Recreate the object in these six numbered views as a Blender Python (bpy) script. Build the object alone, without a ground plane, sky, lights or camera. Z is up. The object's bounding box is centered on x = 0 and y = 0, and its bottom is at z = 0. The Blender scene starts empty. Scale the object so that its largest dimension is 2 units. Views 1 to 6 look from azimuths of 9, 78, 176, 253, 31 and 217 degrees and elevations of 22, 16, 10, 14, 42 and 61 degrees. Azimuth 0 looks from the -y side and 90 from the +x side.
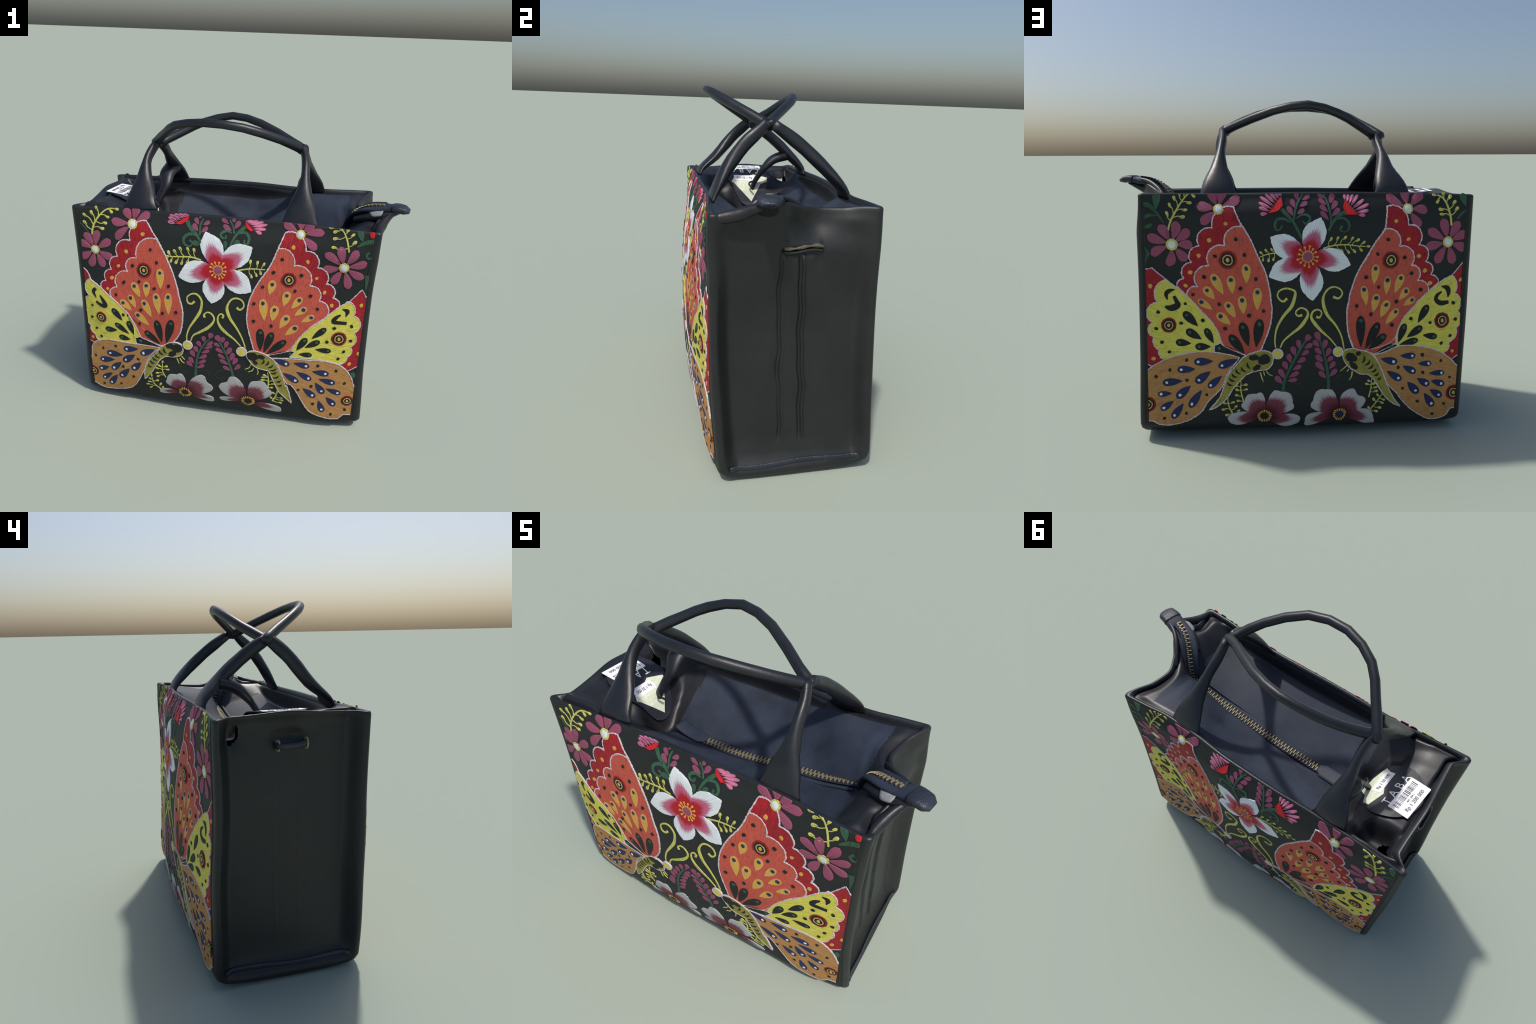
"""A black leather tote bag with embroidered butterfly panels, built part by part."""
import math
import random

import bmesh
import bpy
import numpy as np
from mathutils import Matrix, Vector

random.seed(7)
RNG = np.random.default_rng(7)

# ---------------------------------------------------------------- shape rules
def hermite(xs, ys):
    """Smooth monotone-ish curve through hand-placed control points."""
    xs = np.asarray(xs, float)
    ys = np.asarray(ys, float)
    h = np.diff(xs)
    d = np.diff(ys) / h
    m = np.empty_like(ys)
    m[0], m[-1] = d[0], d[-1]
    same = d[:-1] * d[1:] > 0
    m[1:-1] = np.where(same, 2 * d[:-1] * d[1:] / np.where(same, d[:-1] + d[1:], 1), 0)

    def f(x):
        x = np.clip(np.asarray(x, float), xs[0], xs[-1])
        i = np.clip(np.searchsorted(xs, x, side="right") - 1, 0, len(h) - 1)
        t = (x - xs[i]) / h[i]
        return ((1 + 2 * t) * (1 - t) ** 2 * ys[i] + t * (1 - t) ** 2 * h[i] * m[i]
                + t * t * (3 - 2 * t) * ys[i + 1] + t * t * (t - 1) * h[i] * m[i + 1])
    return f


def smooth(a, b, x):
    t = np.clip((np.asarray(x, float) - a) / (b - a), 0, 1)
    return t * t * (3 - 2 * t)


# the four upright edges of the bag: y (front / back) and x (left / right) against height
FRONT_W = hermite([0, .05, .35, .87, 1.34], [-.345, -.362, -.380, -.388, -.402])
FRONT_E = hermite([0, .075, .5, .98, 1.35], [-.340, -.362, -.402, -.418, -.434])
BACK_W = hermite([0, .05, .47, .95, 1.34], [.392, .404, .402, .381, .380])
BACK_E = hermite([0, .08, .44, .96, 1.36], [.397, .412, .400, .382, .380])
WEST_F = hermite([0, .06, .5, .85, 1.34], [-.966, -.982, -.971, -.967, -.975])
WEST_B = hermite([0, .06, .5, .85, 1.34], [-.962, -.978, -.990, -1.002, -1.006])
EAST_F = hermite([0, .07, .5, .9, 1.35], [.828, .852, .837, .834, .854])
EAST_B = hermite([0, .07, .5, .9, 1.35], [.822, .846, .833, .825, .820])
# how far the soft panels belly out in their middle, against height
BELLY_FRONT = hermite([0, .06, .3, .7, 1.0, 1.15, 1.26, 1.34], [.008, .046, .080, .080, .054, .026, .008, .0])
BELLY_BACK = hermite([0, .06, .3, .7, 1.0, 1.2, 1.29, 1.345], [-.004, .024, .070, .076, .070, .054, .028, .0])
# the mouth is pinched in along both long rims (metres inward, against x)
PINCH_FRONT = hermite([-.95, -.67, -.48, -.16, .27, .50, .69, .83], [.0, .020, .030, .028, .034, .024, .006, .0])
PINCH_BACK = hermite([-.99, -.65, -.44, -.20, .06, .35, .50, .66, .81], [.0, .012, .010, .002, .006, .030, .032, .014, .0])
# the end panels are gussets: they sink in between the proud front and back edges
SINK_WEST = hermite([0, .03, .08, .12, .20, .5, 1.0, 1.15, 1.28, 1.36], [.0, .006, .052, .074, .084, .094, .092, .096, .098, .056])
SINK_EAST_F = hermite([0, .03, .08, .12, .20, .5, .85, 1.0, 1.15, 1.26, 1.33], [.0, .002, .044, .066, .084, .086, .078, .064, .050, .040, .006])
SINK_EAST_B = hermite([0, .03, .08, .12, .20, .5, .85, 1.0, 1.12, 1.22, 1.30], [.0, .002, .036, .058, .072, .074, .070, .052, .034, .018, .0])
# the right-hand rim is dragged in and out by the zip tab
RIM_EAST_X = hermite([-.44, -.36, -.29, -.23, -.17, -.1, 0, .1, .2, .3, .37],
                     [.0, -.012, -.02, .0, .02, .0, -.07, -.105, -.09, -.04, -.005])
RIM_EAST_Z = hermite([-.44, -.36, -.29, -.23, -.17, -.1, 0, .1, .2, .3, .37],
                     [1.345, 1.342, 1.345, 1.368, 1.395, 1.395, 1.362, 1.347, 1.35, 1.364, 1.366])
RIM_WEST_Z = hermite([-.41, -.3, -.18, 0, .11, .2, .3, .38], [1.336, 1.337, 1.343, 1.356, 1.350, 1.345, 1.343, 1.344])
RIM_FRONT_Z = hermite([-.97, -.6, 0, .45, .83], [1.334, 1.338, 1.346, 1.346, 1.342])
RIM_BACK_Z = hermite([-.98, -.5, 0, .3, .8], [1.345, 1.360, 1.365, 1.361, 1.366])


def front_y(s, z):
    w, e = FRONT_W(z), FRONT_E(z)
    q = s + .04 * (1 - s * s)
    low = .018 * np.exp(-((s + .80) / .16) ** 2 - ((z - .72) / .2) ** 2) + .016 * np.exp(-((s - .78) / .2) ** 2 - ((z - 1.2) / .1) ** 2) \
        + .016 * np.exp(-((s - .72) / .25) ** 2 - ((z - .08) / .08) ** 2)
    rim = smooth(1.20, 1.345, z)
    return w + (e - w) * (s + 1) / 2 - BELLY_FRONT(z) * (1 - np.abs(q) ** 2.2) - low + rim * PINCH_FRONT(-.965 + .90 * (s + 1))


def back_y(s, z):
    w, e = BACK_W(z), BACK_E(z)
    peak = .06 + .12 * (.7 - np.minimum(z, 1.1))
    d = s - peak
    left = .78 + .12 * smooth(.9, .5, z)
    hump = np.exp(-(d / np.where(d < 0, left, .40)) ** 2) * (1 - np.abs(s) ** 6)
    dip = .018 * np.exp(-((s - .74) / .17) ** 2) * smooth(.1, .3, z) * smooth(1.2, 1.0, z)
    rim = smooth(1.25, 1.345, z)
    return w + (e - w) * (s + 1) / 2 + BELLY_BACK(z) * hump - dip - rim * PINCH_BACK(-.99 + .90 * (s + 1))


def west_x(t, z):
    k = (t + 1) / 2
    edge = WEST_F(z) * (1 - k) + WEST_B(z) * k
    return edge + SINK_WEST(z) * smooth(.965, .74, np.abs(t))


def east_x(t, z):
    k = (t + 1) / 2
    edge = EAST_F(z) * (1 - k) + EAST_B(z) * k
    y = -.43 + k * .80
    return edge + RIM_EAST_X(y) * smooth(1.14, 1.345, z) - (SINK_EAST_F(z) * (1 - k) + SINK_EAST_B(z) * k) * smooth(.965, .74, np.abs(t))


def shell(s, t, z):
    """Plan position for normalised coordinates s (left-right), t (front-back) at height z."""
    xw, xe = west_x(t, z), east_x(t, z)
    yf, yb = front_y(s, z), back_y(s, z)
    return xw + (xe - xw) * (s + 1) / 2, yf + (yb - yf) * (t + 1) / 2


def rim_z(s, t):
    x = -.97 + (s + 1) / 2 * 1.80
    y = -.43 + (t + 1) / 2 * .80
    wf = (1 - t) / 2
    fb = RIM_FRONT_Z(x) * wf + RIM_BACK_Z(x) * (1 - wf)
    we = (s + 1) / 2
    ew = RIM_WEST_Z(y) * (1 - we) + RIM_EAST_Z(y) * we
    k = np.abs(s) ** 14 / (np.abs(s) ** 14 + np.abs(t) ** 14 + 1e-9)
    return fb * (1 - k) + ew * k


def panel_y(side, x, z):
    """Height of the front (-1) or back (+1) panel's cloth over the x-z plane."""
    t = -1.0 if side < 0 else 1.0
    xw, xe = west_x(t, z), east_x(t, z)
    s = np.clip(2 * (x - xw) / (xe - xw) - 1, -1.0, 1.0)
    return front_y(s, z) if side < 0 else back_y(s, z)


# ---------------------------------------------------------------- materials
def lin(r, g, b):
    f = lambda c: (c / 255 / 12.92) if c <= 10 else ((c / 255 + .055) / 1.055) ** 2.4
    return (f(r), f(g), f(b), 1)


class Nodes:
    def __init__(self, name):
        self.mat = bpy.data.materials.new(name)
        self.mat.use_nodes = True
        self.t = self.mat.node_tree
        self.bsdf = self.t.nodes["Principled BSDF"]

    def new(self, kind, **props):
        n = self.t.nodes.new("ShaderNode" + kind)
        for k, v in props.items():
            setattr(n, k, v)
        return n

    def link(self, a, b):
        self.t.links.new(a, b)

    def math(self, op, a, b=None, c=None):
        n = self.new("Math", operation=op)
        for i, v in enumerate((a, b, c)):
            if v is None:
                continue
            if isinstance(v, (int, float)):
                n.inputs[i].default_value = v
            else:
                self.link(v, n.inputs[i])
        return n.outputs[0]

    def ramp(self, fac, stops):
        n = self.new("ValToRGB")
        e = n.color_ramp.elements
        while len(e) < len(stops):
            e.new(.5)
        for el, (p, c) in zip(e, stops):
            el.position, el.color = p, c
        self.link(fac, n.inputs[0])
        return n.outputs[0]

    def noise(self, vec, scale, detail=2.0, rough=.5):
        n = self.new("TexNoise")
        n.inputs["Scale"].default_value = scale
        n.inputs["Detail"].default_value = detail
        n.inputs["Roughness"].default_value = rough
        self.link(vec, n.inputs["Vector"])
        return n.outputs[0]

    def bump(self, height, strength, distance):
        n = self.new("Bump")
        n.inputs["Strength"].default_value = strength
        n.inputs["Distance"].default_value = distance
        self.link(height, n.inputs["Height"])
        self.link(n.outputs[0], self.bsdf.inputs["Normal"])

    def finish(self, rough, spec=.4):
        self.bsdf.inputs["Roughness"].default_value = rough
        self.bsdf.inputs["Specular IOR Level"].default_value = spec
        return self.mat


def shade(c, k):
    return tuple(min(1, v * k) for v in c[:3]) + (1,)


def leather(name, base, worn, rough=.42, grain=260, bump=.12, spec=.45):
    n = Nodes(name)
    co = n.new("TexCoord").outputs["Object"]
    big = n.noise(co, 5, 4, .6)
    col = n.ramp(big, [(.3, base), (.75, worn)])
    n.link(col, n.bsdf.inputs["Base Color"])
    v = n.new("TexVoronoi")
    v.inputs["Scale"].default_value = grain
    n.link(co, v.inputs["Vector"])
    r = n.math("MULTIPLY_ADD", big, .25, rough - .12)
    mix = n.math("MULTIPLY_ADD", n.noise(co, 30, 3), .8, v.outputs["Distance"])
    n.bump(mix, bump, .004)
    m = n.finish(rough, spec)
    n.link(r, n.bsdf.inputs["Roughness"])
    return m


def thread(name, c, radial=False, freq=34, var=.22, rough=.62):
    """Embroidery thread: fine stitches that run out from the object's own origin (radial) or along its y axis."""
    n = Nodes(name)
    co = n.new("TexCoord").outputs["Object"]
    sep = n.new("SeparateXYZ")
    n.link(co, sep.inputs[0])
    comb = n.new("CombineXYZ")
    if radial:
        ang = n.math("ARCTAN2", sep.outputs[1], sep.outputs[0])
        rad = n.math("SQRT", n.math("ADD", n.math("POWER", sep.outputs[0], 2.0), n.math("POWER", sep.outputs[1], 2.0)))
        n.link(n.math("MULTIPLY", ang, freq), comb.inputs[0])
        n.link(n.math("MULTIPLY", rad, 14.0), comb.inputs[1])
    else:
        n.link(n.math("MULTIPLY", sep.outputs[0], float(freq)), comb.inputs[0])
        n.link(n.math("MULTIPLY", sep.outputs[1], freq * .15), comb.inputs[1])
        n.link(sep.outputs[2], comb.inputs[2])
    fib = n.noise(comb.outputs[0], 1.0, 3, .6)
    pos = n.new("NewGeometry").outputs["Position"]
    mottle = n.noise(pos, 38, 5, .7)
    grain = n.noise(pos, 240, 2, .6)
    v = n.math("MULTIPLY_ADD", mottle, .45, n.math("MULTIPLY_ADD", grain, .35, n.math("MULTIPLY", fib, .60)))
    col = n.ramp(v, [(.50, shade(c, 1 - var * 1.9)), (.68, c), (.92, shade(c, 1 + var))])
    n.link(col, n.bsdf.inputs["Base Color"])
    n.bump(n.math("ADD", fib, grain), .7, .006)
    return n.finish(rough, .3)


def petal_thread(name, core, middle, edge, split=(.34, .5, .62, .8), lobes=0.55):
    """Petal shading in petal coordinates: y runs 0..1 from heart to tip, x -1..1 across."""
    n = Nodes(name)
    co = n.new("TexCoord").outputs["Object"]
    sep = n.new("SeparateXYZ")
    n.link(co, sep.inputs[0])
    x, y = sep.outputs[0], sep.outputs[1]
    comb = n.new("CombineXYZ")
    n.link(n.math("MULTIPLY", n.math("DIVIDE", x, n.math("ADD", y, .35)), 16.0), comb.inputs[0])
    n.link(n.math("MULTIPLY", y, 2.0), comb.inputs[1])
    fib = n.noise(comb.outputs[0], 1.0, 3, .6)
    side = n.math("MULTIPLY", n.math("POWER", n.math("ABSOLUTE", x), 2.0), lobes)
    v = n.math("ADD", n.math("ADD", y, side), n.math("MULTIPLY_ADD", fib, .42, -.21))
    col = n.ramp(v, [(split[0], core), (split[1], middle), (split[2], middle), (split[3], edge)])
    tone = n.new("Mix", data_type="RGBA", blend_type="MULTIPLY")
    tone.inputs[0].default_value = .35
    n.link(col, tone.inputs[6])
    n.link(n.ramp(fib, [(.3, (.45, .45, .45, 1)), (.7, (1, 1, 1, 1))]), tone.inputs[7])
    n.link(tone.outputs[2], n.bsdf.inputs["Base Color"])
    n.bump(fib, .4, .004)
    return n.finish(.62, .3)


def plain(name, c, rough=.5, metal=0.0, spec=.4):
    n = Nodes(name)
    co = n.new("TexCoord").outputs["Object"]
    col = n.ramp(n.noise(co, 60, 3), [(.3, shade(c, .88)), (.7, shade(c, 1.08))])
    n.link(col, n.bsdf.inputs["Base Color"])
    n.bsdf.inputs["Metallic"].default_value = metal
    return n.finish(rough, spec)


M = dict(
    cloth=leather("black_cloth", lin(33, 36, 36), lin(40, 43, 43), .62, 420, .10, .3),
    leather=leather("black_leather", lin(29, 31, 31), lin(38, 40, 40), .44, 260, .1, .45),
    strap=leather("handle_leather", lin(25, 27, 32), lin(36, 39, 46), .40, 240, .1, .5),
    lining=leather("navy_lining", lin(38, 44, 56), lin(56, 64, 80), .60, 330, .12, .35),
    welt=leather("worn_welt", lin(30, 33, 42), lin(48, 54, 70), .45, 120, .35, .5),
    red=thread("red_thread", lin(166, 32, 42), True, 60, .3),
    orange=thread("orange_thread", lin(204, 90, 74), True, 52, .2),
    yellow=thread("yellow_thread", lin(224, 214, 92), True, 44, .18),
    tan=thread("tan_thread", lin(190, 138, 82), True, 46, .2),
    olive=thread("olive_thread", lin(156, 148, 64), True, 40, .3),
    white=thread("white_thread", lin(216, 204, 208), False, 160, .15),
    gold=thread("gold_thread", lin(224, 174, 84), False, 220, .14),
    navy=thread("navy_thread", lin(36, 48, 90), False, 160),
    ink=thread("black_thread", lin(31, 34, 34), False, 160),
    plum=thread("plum_thread", lin(160, 82, 108), False, 7, .16),
    mauve=thread("mauve_thread", lin(150, 78, 108), False, 120, .15),
    pink=thread("pink_thread", lin(206, 118, 152), False, 120, .15),
    scarlet=thread("scarlet_thread", lin(222, 36, 44), False, 120),
    green=thread("green_thread", lin(60, 98, 76), False, 120),
    dim=thread("dim_green_thread", lin(38, 54, 44), False, 120),
    moss=thread("moss_thread", lin(56, 90, 66), False, 120),
    lime=thread("lime_thread", lin(206, 204, 108), False, 120),
    pale=thread("pale_thread", lin(232, 236, 240), False, 120, .1),
    lily=petal_thread("lily_thread", lin(186, 28, 42), lin(200, 106, 136), lin(238, 243, 246), (.40, .52, .60, .74), .46),
    peony=petal_thread("peony_thread", lin(70, 24, 32), lin(130, 60, 76), lin(188, 185, 187), (.25, .55, .68, .84), .35),
    straw=thread("straw_thread", lin(204, 176, 110), False, 120),
    glow=thread("dark_red_thread", lin(150, 36, 36), False, 120),
    slate=thread("slate_thread", lin(120, 126, 130), False, 120),
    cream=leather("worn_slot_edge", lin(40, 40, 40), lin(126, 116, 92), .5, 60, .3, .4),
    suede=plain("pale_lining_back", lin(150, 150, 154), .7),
    brass=plain("brass", lin(150, 138, 106), .5, .2, .4),
    paper=plain("white_paper", lin(250, 250, 252), .6),
    price=plain("pale_green_paper", lin(226, 232, 206), .5),
    card=plain("black_card", lin(44, 46, 54), .4),
    print=plain("printing_ink", lin(70, 74, 84), .6),
    facing=leather("glossy_facing", lin(24, 25, 30), lin(38, 38, 42), .43, 260, .08, .5),
    tape=leather("zip_tape", lin(32, 37, 48), lin(46, 53, 68), .6, 330, .2, .3),
)

# ---------------------------------------------------------------- mesh helpers
ROOT = bpy.data.objects.new("tote_bag", None)
bpy.context.scene.collection.objects.link(ROOT)
ROOT["label"] = "black leather tote bag with embroidered butterflies and flowers"
ROOT["category"] = "handbag"


def add(name, mesh, parent, mats, frame=None, stuff=False):
    ob = bpy.data.objects.new(name, mesh)
    bpy.context.scene.collection.objects.link(ob)
    ob.parent = parent
    for m in mats if isinstance(mats, (list, tuple)) else [mats]:
        mesh.materials.append(m)
    if frame is not None:
        mesh.transform(frame.inverted())
        ob.matrix_world = frame
        if frame.determinant() < 0:
            mesh.flip_normals()
    if stuff:
        ob["kind"] = "stuff"
    return ob


def mesh_from(name, verts, faces, smooth_faces=True):
    me = bpy.data.meshes.new(name)
    me.from_pydata([tuple(v) for v in verts], [], faces)
    me.update()
    if smooth_faces:
        me.polygons.foreach_set("use_smooth", [True] * len(me.polygons))
    return me


def grid_faces(nu, nv, close_u=False):
    f = []
    for j in range(nv - 1):
        for i in range(nu if close_u else nu - 1):
            a, b = j * nu + i, j * nu + (i + 1) % nu
            f.append((a, b, b + nu, a + nu))
    return f


def spline(P, per=8):
    P = np.asarray(P, float)
    if len(P) < 3:
        t = np.linspace(0, 1, per + 1)[:, None]
        return P[0] * (1 - t) + P[-1] * t
    Q = np.vstack([2 * P[0] - P[1], P, 2 * P[-1] - P[-2]])
    out = []
    for i in range(1, len(Q) - 2):
        a, b, c, d = Q[i - 1:i + 3]
        for t in np.arange(per) / per:
            out.append(.5 * (2 * b + (c - a) * t + (2 * a - 5 * b + 4 * c - d) * t * t + (3 * b - 3 * c + d - a) * t ** 3))
    return np.array(out + [P[-1]])


def tube(path, half_w, half_t, start, n=16, caps=True, power=2.0):
    """Sweep a (super)elliptical section along a path; half_w lies along the carried 'start' direction."""
    path = np.asarray(path, float)
    T = np.gradient(path, axis=0)
    T /= np.linalg.norm(T, axis=1, keepdims=True)
    w = np.asarray(start, float)
    verts = []
    for i in range(len(path)):
        w = w - T[i] * (w @ T[i])
        w /= np.linalg.norm(w)
        b = np.cross(T[i], w)
        for k in range(n):
            a = math.tau * k / n
            c, s = math.cos(a), math.sin(a)
            c = math.copysign(abs(c) ** (2 / power), c)
            s = math.copysign(abs(s) ** (2 / power), s)
            verts.append(path[i] + w * c * half_w[i] + b * s * half_t[i])
    faces = grid_faces(n, len(path), True)
    if caps:
        faces.append(tuple(range(n - 1, -1, -1)))
        faces.append(tuple((len(path) - 1) * n + k for k in range(n)))
    return verts, faces


# ---------------------------------------------------------------- the bag body
N_LONG, N_SHORT = 72, 140
CORNER_S, CORNER_T = .033, .085


def perimeter():
    """Ring of (s, t, side) round a rounded rectangle, starting at the front-left corner."""
    ring = []
    inner_s, inner_t = 1 - CORNER_S, 1 - CORNER_T
    for i in range(N_LONG + 1):
        ring.append((-inner_s + 2 * inner_s * i / N_LONG, -1, "front"))
    for k in range(1, 5):
        a = k / 5 * math.pi / 2
        ring.append((inner_s + CORNER_S * math.sin(a), -inner_t - CORNER_T * math.cos(a), "corner_fe"))
    for i in range(N_SHORT + 1):
        ring.append((1, -inner_t + 2 * inner_t * i / N_SHORT, "east"))
    for k in range(1, 5):
        a = k / 5 * math.pi / 2
        ring.append((inner_s + CORNER_S * math.cos(a), inner_t + CORNER_T * math.sin(a), "corner_be"))
    for i in range(N_LONG + 1):
        ring.append((inner_s - 2 * inner_s * i / N_LONG, 1, "back"))
    for k in range(1, 5):
        a = k / 5 * math.pi / 2
        ring.append((-inner_s - CORNER_S * math.sin(a), inner_t + CORNER_T * math.cos(a), "corner_bw"))
    for i in range(N_SHORT + 1):
        ring.append((-1, inner_t - 2 * inner_t * i / N_SHORT, "west"))
    for k in range(1, 5):
        a = k / 5 * math.pi / 2
        ring.append((-inner_s - CORNER_S * math.cos(a), -inner_t - CORNER_T * math.sin(a), "corner_fw"))
    return ring


RING = perimeter()
S = np.array([r[0] for r in RING])
T = np.array([r[1] for r in RING])
SIDE = [r[2] for r in RING]


def dents(x, y, z):
    """Soft pushes and pulls in the leather (metres, outward)."""
    return (.0035 * np.sin(5.1 * x + 3.7 * z + 1.3) * np.sin(4.3 * z - 2.1 * y + .4)
            + .002 * np.sin(11 * z + 7 * x) * np.sin(9 * y + 6 * x + 2))


def side_relief(side, y, z):
    """Seams, creases and slots on the two end panels."""
    if side == "east":
        ramp = smooth(.15, .21, z) * (1 - smooth(1.12, 1.16, z))
        r = 0
        for y0, y1, h in ((-.078, -.046, .006), (.018, .062, .013)):
            yc = y1 + (y0 - y1) * (z - .17) / .97 + .004 * np.sin(z * 15 + y0 * 40) + .003 * np.sin(z * 31)
            r = r + h * np.exp(-((y - yc) / .007) ** 2) * ramp - .010 * np.exp(-((y - yc + .014) / .009) ** 2) * ramp
        r = r - .016 * np.exp(-((z - 1.155) / .018) ** 2) * smooth(-.11, -.07, y) * (1 - smooth(.07, .11, y))
        r = r + .012 * np.exp(-((z - 1.19) / .012) ** 2) * smooth(-.10, -.07, y) * (1 - smooth(.08, .11, y))
        r = r - .008 * np.exp(-((z - .55) / .2) ** 2 - ((y + .09) / .02) ** 2)
        r = r - .012 * np.exp(-((z - 1.12) / .04) ** 2 - ((y - .09) / .02) ** 2)
        r = r + .014 * np.exp(-((z - 1.29) / .05) ** 2 - ((y - .24) / .09) ** 2) + .010 * np.exp(-((z - 1.30) / .04) ** 2 - ((y + .36) / .05) ** 2)
        r = r - .014 * np.exp(-((z - 1.27) / .06) ** 2 - ((y - .05) / .06) ** 2)
        return r
    if side == "west":
        r = -.022 * np.exp(-((z - 1.235) / .03) ** 2 - ((y + .01) / .09) ** 2)
        r = r + .0015 * (np.exp(-((y - .07) / .006) ** 2) + np.exp(-((y + .06) / .006) ** 2)) * smooth(.2, .3, z) * (1 - smooth(1.1, 1.16, z))
        r = r - .015 * np.exp(-((z - 1.24) / .05) ** 2 - ((y - .275) / .05) ** 2)
        return r
    return 0.0


def foot_lift():
    """The foot of the bag rises at its corners and towards the back."""
    return .026 * np.abs(S) ** 10 * np.abs(T) ** 3 - .014 * np.abs(S) ** 10 + .028 * (T + 1) / 2 * (1 + .2 * S)


def body_rings():
    base = [(.004, .10), (.006, .055), (.016, .026), (.033, .008), (.055, 0.0)]
    rings = []
    for k, (z, inset) in enumerate(base):
        lift = foot_lift() * (.35 + .65 * k / 4)
        s, t = S * (1 - inset * .35), T * (1 - inset * 3.2)
        zz = np.full_like(S, z) + lift
        x, y = shell(s, t, zz)
        rings.append(np.stack([x, y, zz], 1))
    R = rim_z(S, T)
    z0 = .055 + foot_lift()
    n = 110
    for k in range(1, n + 1):
        v = k / n
        z = z0 + (R - .012 - z0) * v
        x, y = shell(S, T, z)
        rings.append(np.stack([x, y, z], 1))
    for up, inset in ((-.003, .0035), (.0, .011), (-.003, .019), (-.012, .026), (-.03, .03)):
        x, y = shell(S * (1 - inset / .9), T * (1 - inset / .38), R + up)
        rings.append(np.stack([x, y, R + up], 1))
    return rings, 5, 5 + n


def build_body():
    rings, first_wall, first_lip = body_rings()
    V = np.array(rings)
    nr, nc = V.shape[:2]
    # dents and seams, pushed along the outward plan normal
    tang = np.roll(V, -1, 1) - np.roll(V, 1, 1)
    nrm = np.stack([tang[..., 1], -tang[..., 0]], -1)
    nrm /= np.linalg.norm(nrm, axis=-1, keepdims=True) + 1e-9
    push = np.zeros((nr, nc))
    for j in range(nc):
        side = SIDE[j]
        x, y, z = V[:, j].T
        if side in ("east", "west"):
            fade = min(1, (1 - abs(T[j])) / .12)
            push[:, j] = side_relief(side, y, z) + dents(x, y, z) * fade
    push[:first_wall - 1] = 0
    V[..., :2] += nrm * push[..., None]
    verts = V.reshape(-1, 3)
    whole = mesh_from("whole", verts, grid_faces(nc, nr, True))
    normals = np.empty(len(verts) * 3)
    whole.vertices.foreach_get("normal", normals)
    normals = normals.reshape(-1, 3)
    bpy.data.meshes.remove(whole)

    def region(name, test, mat, skip=None):
        faces, index, out, keep = [], {}, [], []
        for f in grid_faces(nc, nr, True):
            j, i = divmod(f[0], nc)
            if not test(j, i) or (skip and skip(j, i)):
                continue
            g = []
            for v in f:
                if v not in index:
                    index[v] = len(keep)
                    keep.append(v)
                g.append(index[v])
            faces.append(tuple(g))
        me = mesh_from(name, verts[keep], faces)
        me.normals_split_custom_set_from_vertices(normals[keep])
        return add(name, me, ROOT, mat)

    def side_of(i):
        a, b = SIDE[i], SIDE[(i + 1) % nc]
        return a if a == b else "corner"

    wall = lambda j: first_wall - 1 <= j < first_lip
    hole = lambda j, i: (abs((V[j, i, 1] - .272) / .028) ** 3 + abs((V[j, i, 2] - 1.247 + .5 * (V[j, i, 1] - .272)) / .040) ** 3 < 1)
    front = region("front_panel", lambda j, i: wall(j) and side_of(i) == "front", M["cloth"])
    back = region("back_panel", lambda j, i: wall(j) and side_of(i) == "back", M["cloth"])
    region("side_panel", lambda j, i: wall(j) and side_of(i) == "east", M["leather"])
    region("side_panel", lambda j, i: wall(j) and side_of(i) == "west", M["leather"], hole)
    region("corner_welt", lambda j, i: wall(j) and side_of(i) not in ("front", "back", "east", "west"), M["leather"])
    region("rim", lambda j, i: j >= first_lip, M["strap"])
    region("base_edge", lambda j, i: j < first_wall - 1, M["leather"])
    # the flat underside
    cx = verts[:nc].mean(0)
    bottom = [cx + (p - cx) * k for k in (1.0, .8, .55, .3) for p in verts[:nc]] + [cx]
    for p in bottom[nc:]:
        p[2] = max(0.0, p[2] - .014 * max(0, 1 - ((p[0] - cx[0]) / .8) ** 2))
    faces = [tuple(reversed(f)) for f in grid_faces(nc, 4, True)]
    faces = [f[::1] for f in faces] + [(len(bottom) - 1, 3 * nc + (i + 1) % nc, 3 * nc + i) for i in range(nc)]
    add("base_panel", mesh_from("base_panel", bottom, faces), ROOT, M["leather"])
    return front, back, V, first_wall, first_lip


FRONT, BACK, BODY, WALL0, LIP0 = build_body()

# ---------------------------------------------------------------- the lining and the zip
TAG_Z = hermite([-.95, -.92, -.87, -.77, -.70, -.646, -.605, -.585, -.555, -.51, -.45],
                [1.350, 1.350, 1.346, 1.338, 1.310, 1.283, 1.245, 1.20, 1.12, 1.08, 1.072])
ZIP_Z = hermite([-.95, -.29, -.1, .11, .315, .434, .554, .63, .66, .70, .74, .80],
                [1.066, 1.066, 1.068, 1.091, 1.126, 1.145, 1.175, 1.20, 1.245, 1.315, 1.345, 1.36])
SHELF_BACK = hermite([-.75, -.55, -.3, 0, .16, .4, .63, .72], [1.33, 1.27, 1.24, 1.24, 1.26, 1.325, 1.34, 1.35])
SHELF_FRONT = hermite([-.75, -.55, -.3, 0, .2, .45, .62, .72], [1.335, 1.27, 1.225, 1.205, 1.21, 1.225, 1.255, 1.33])


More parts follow.
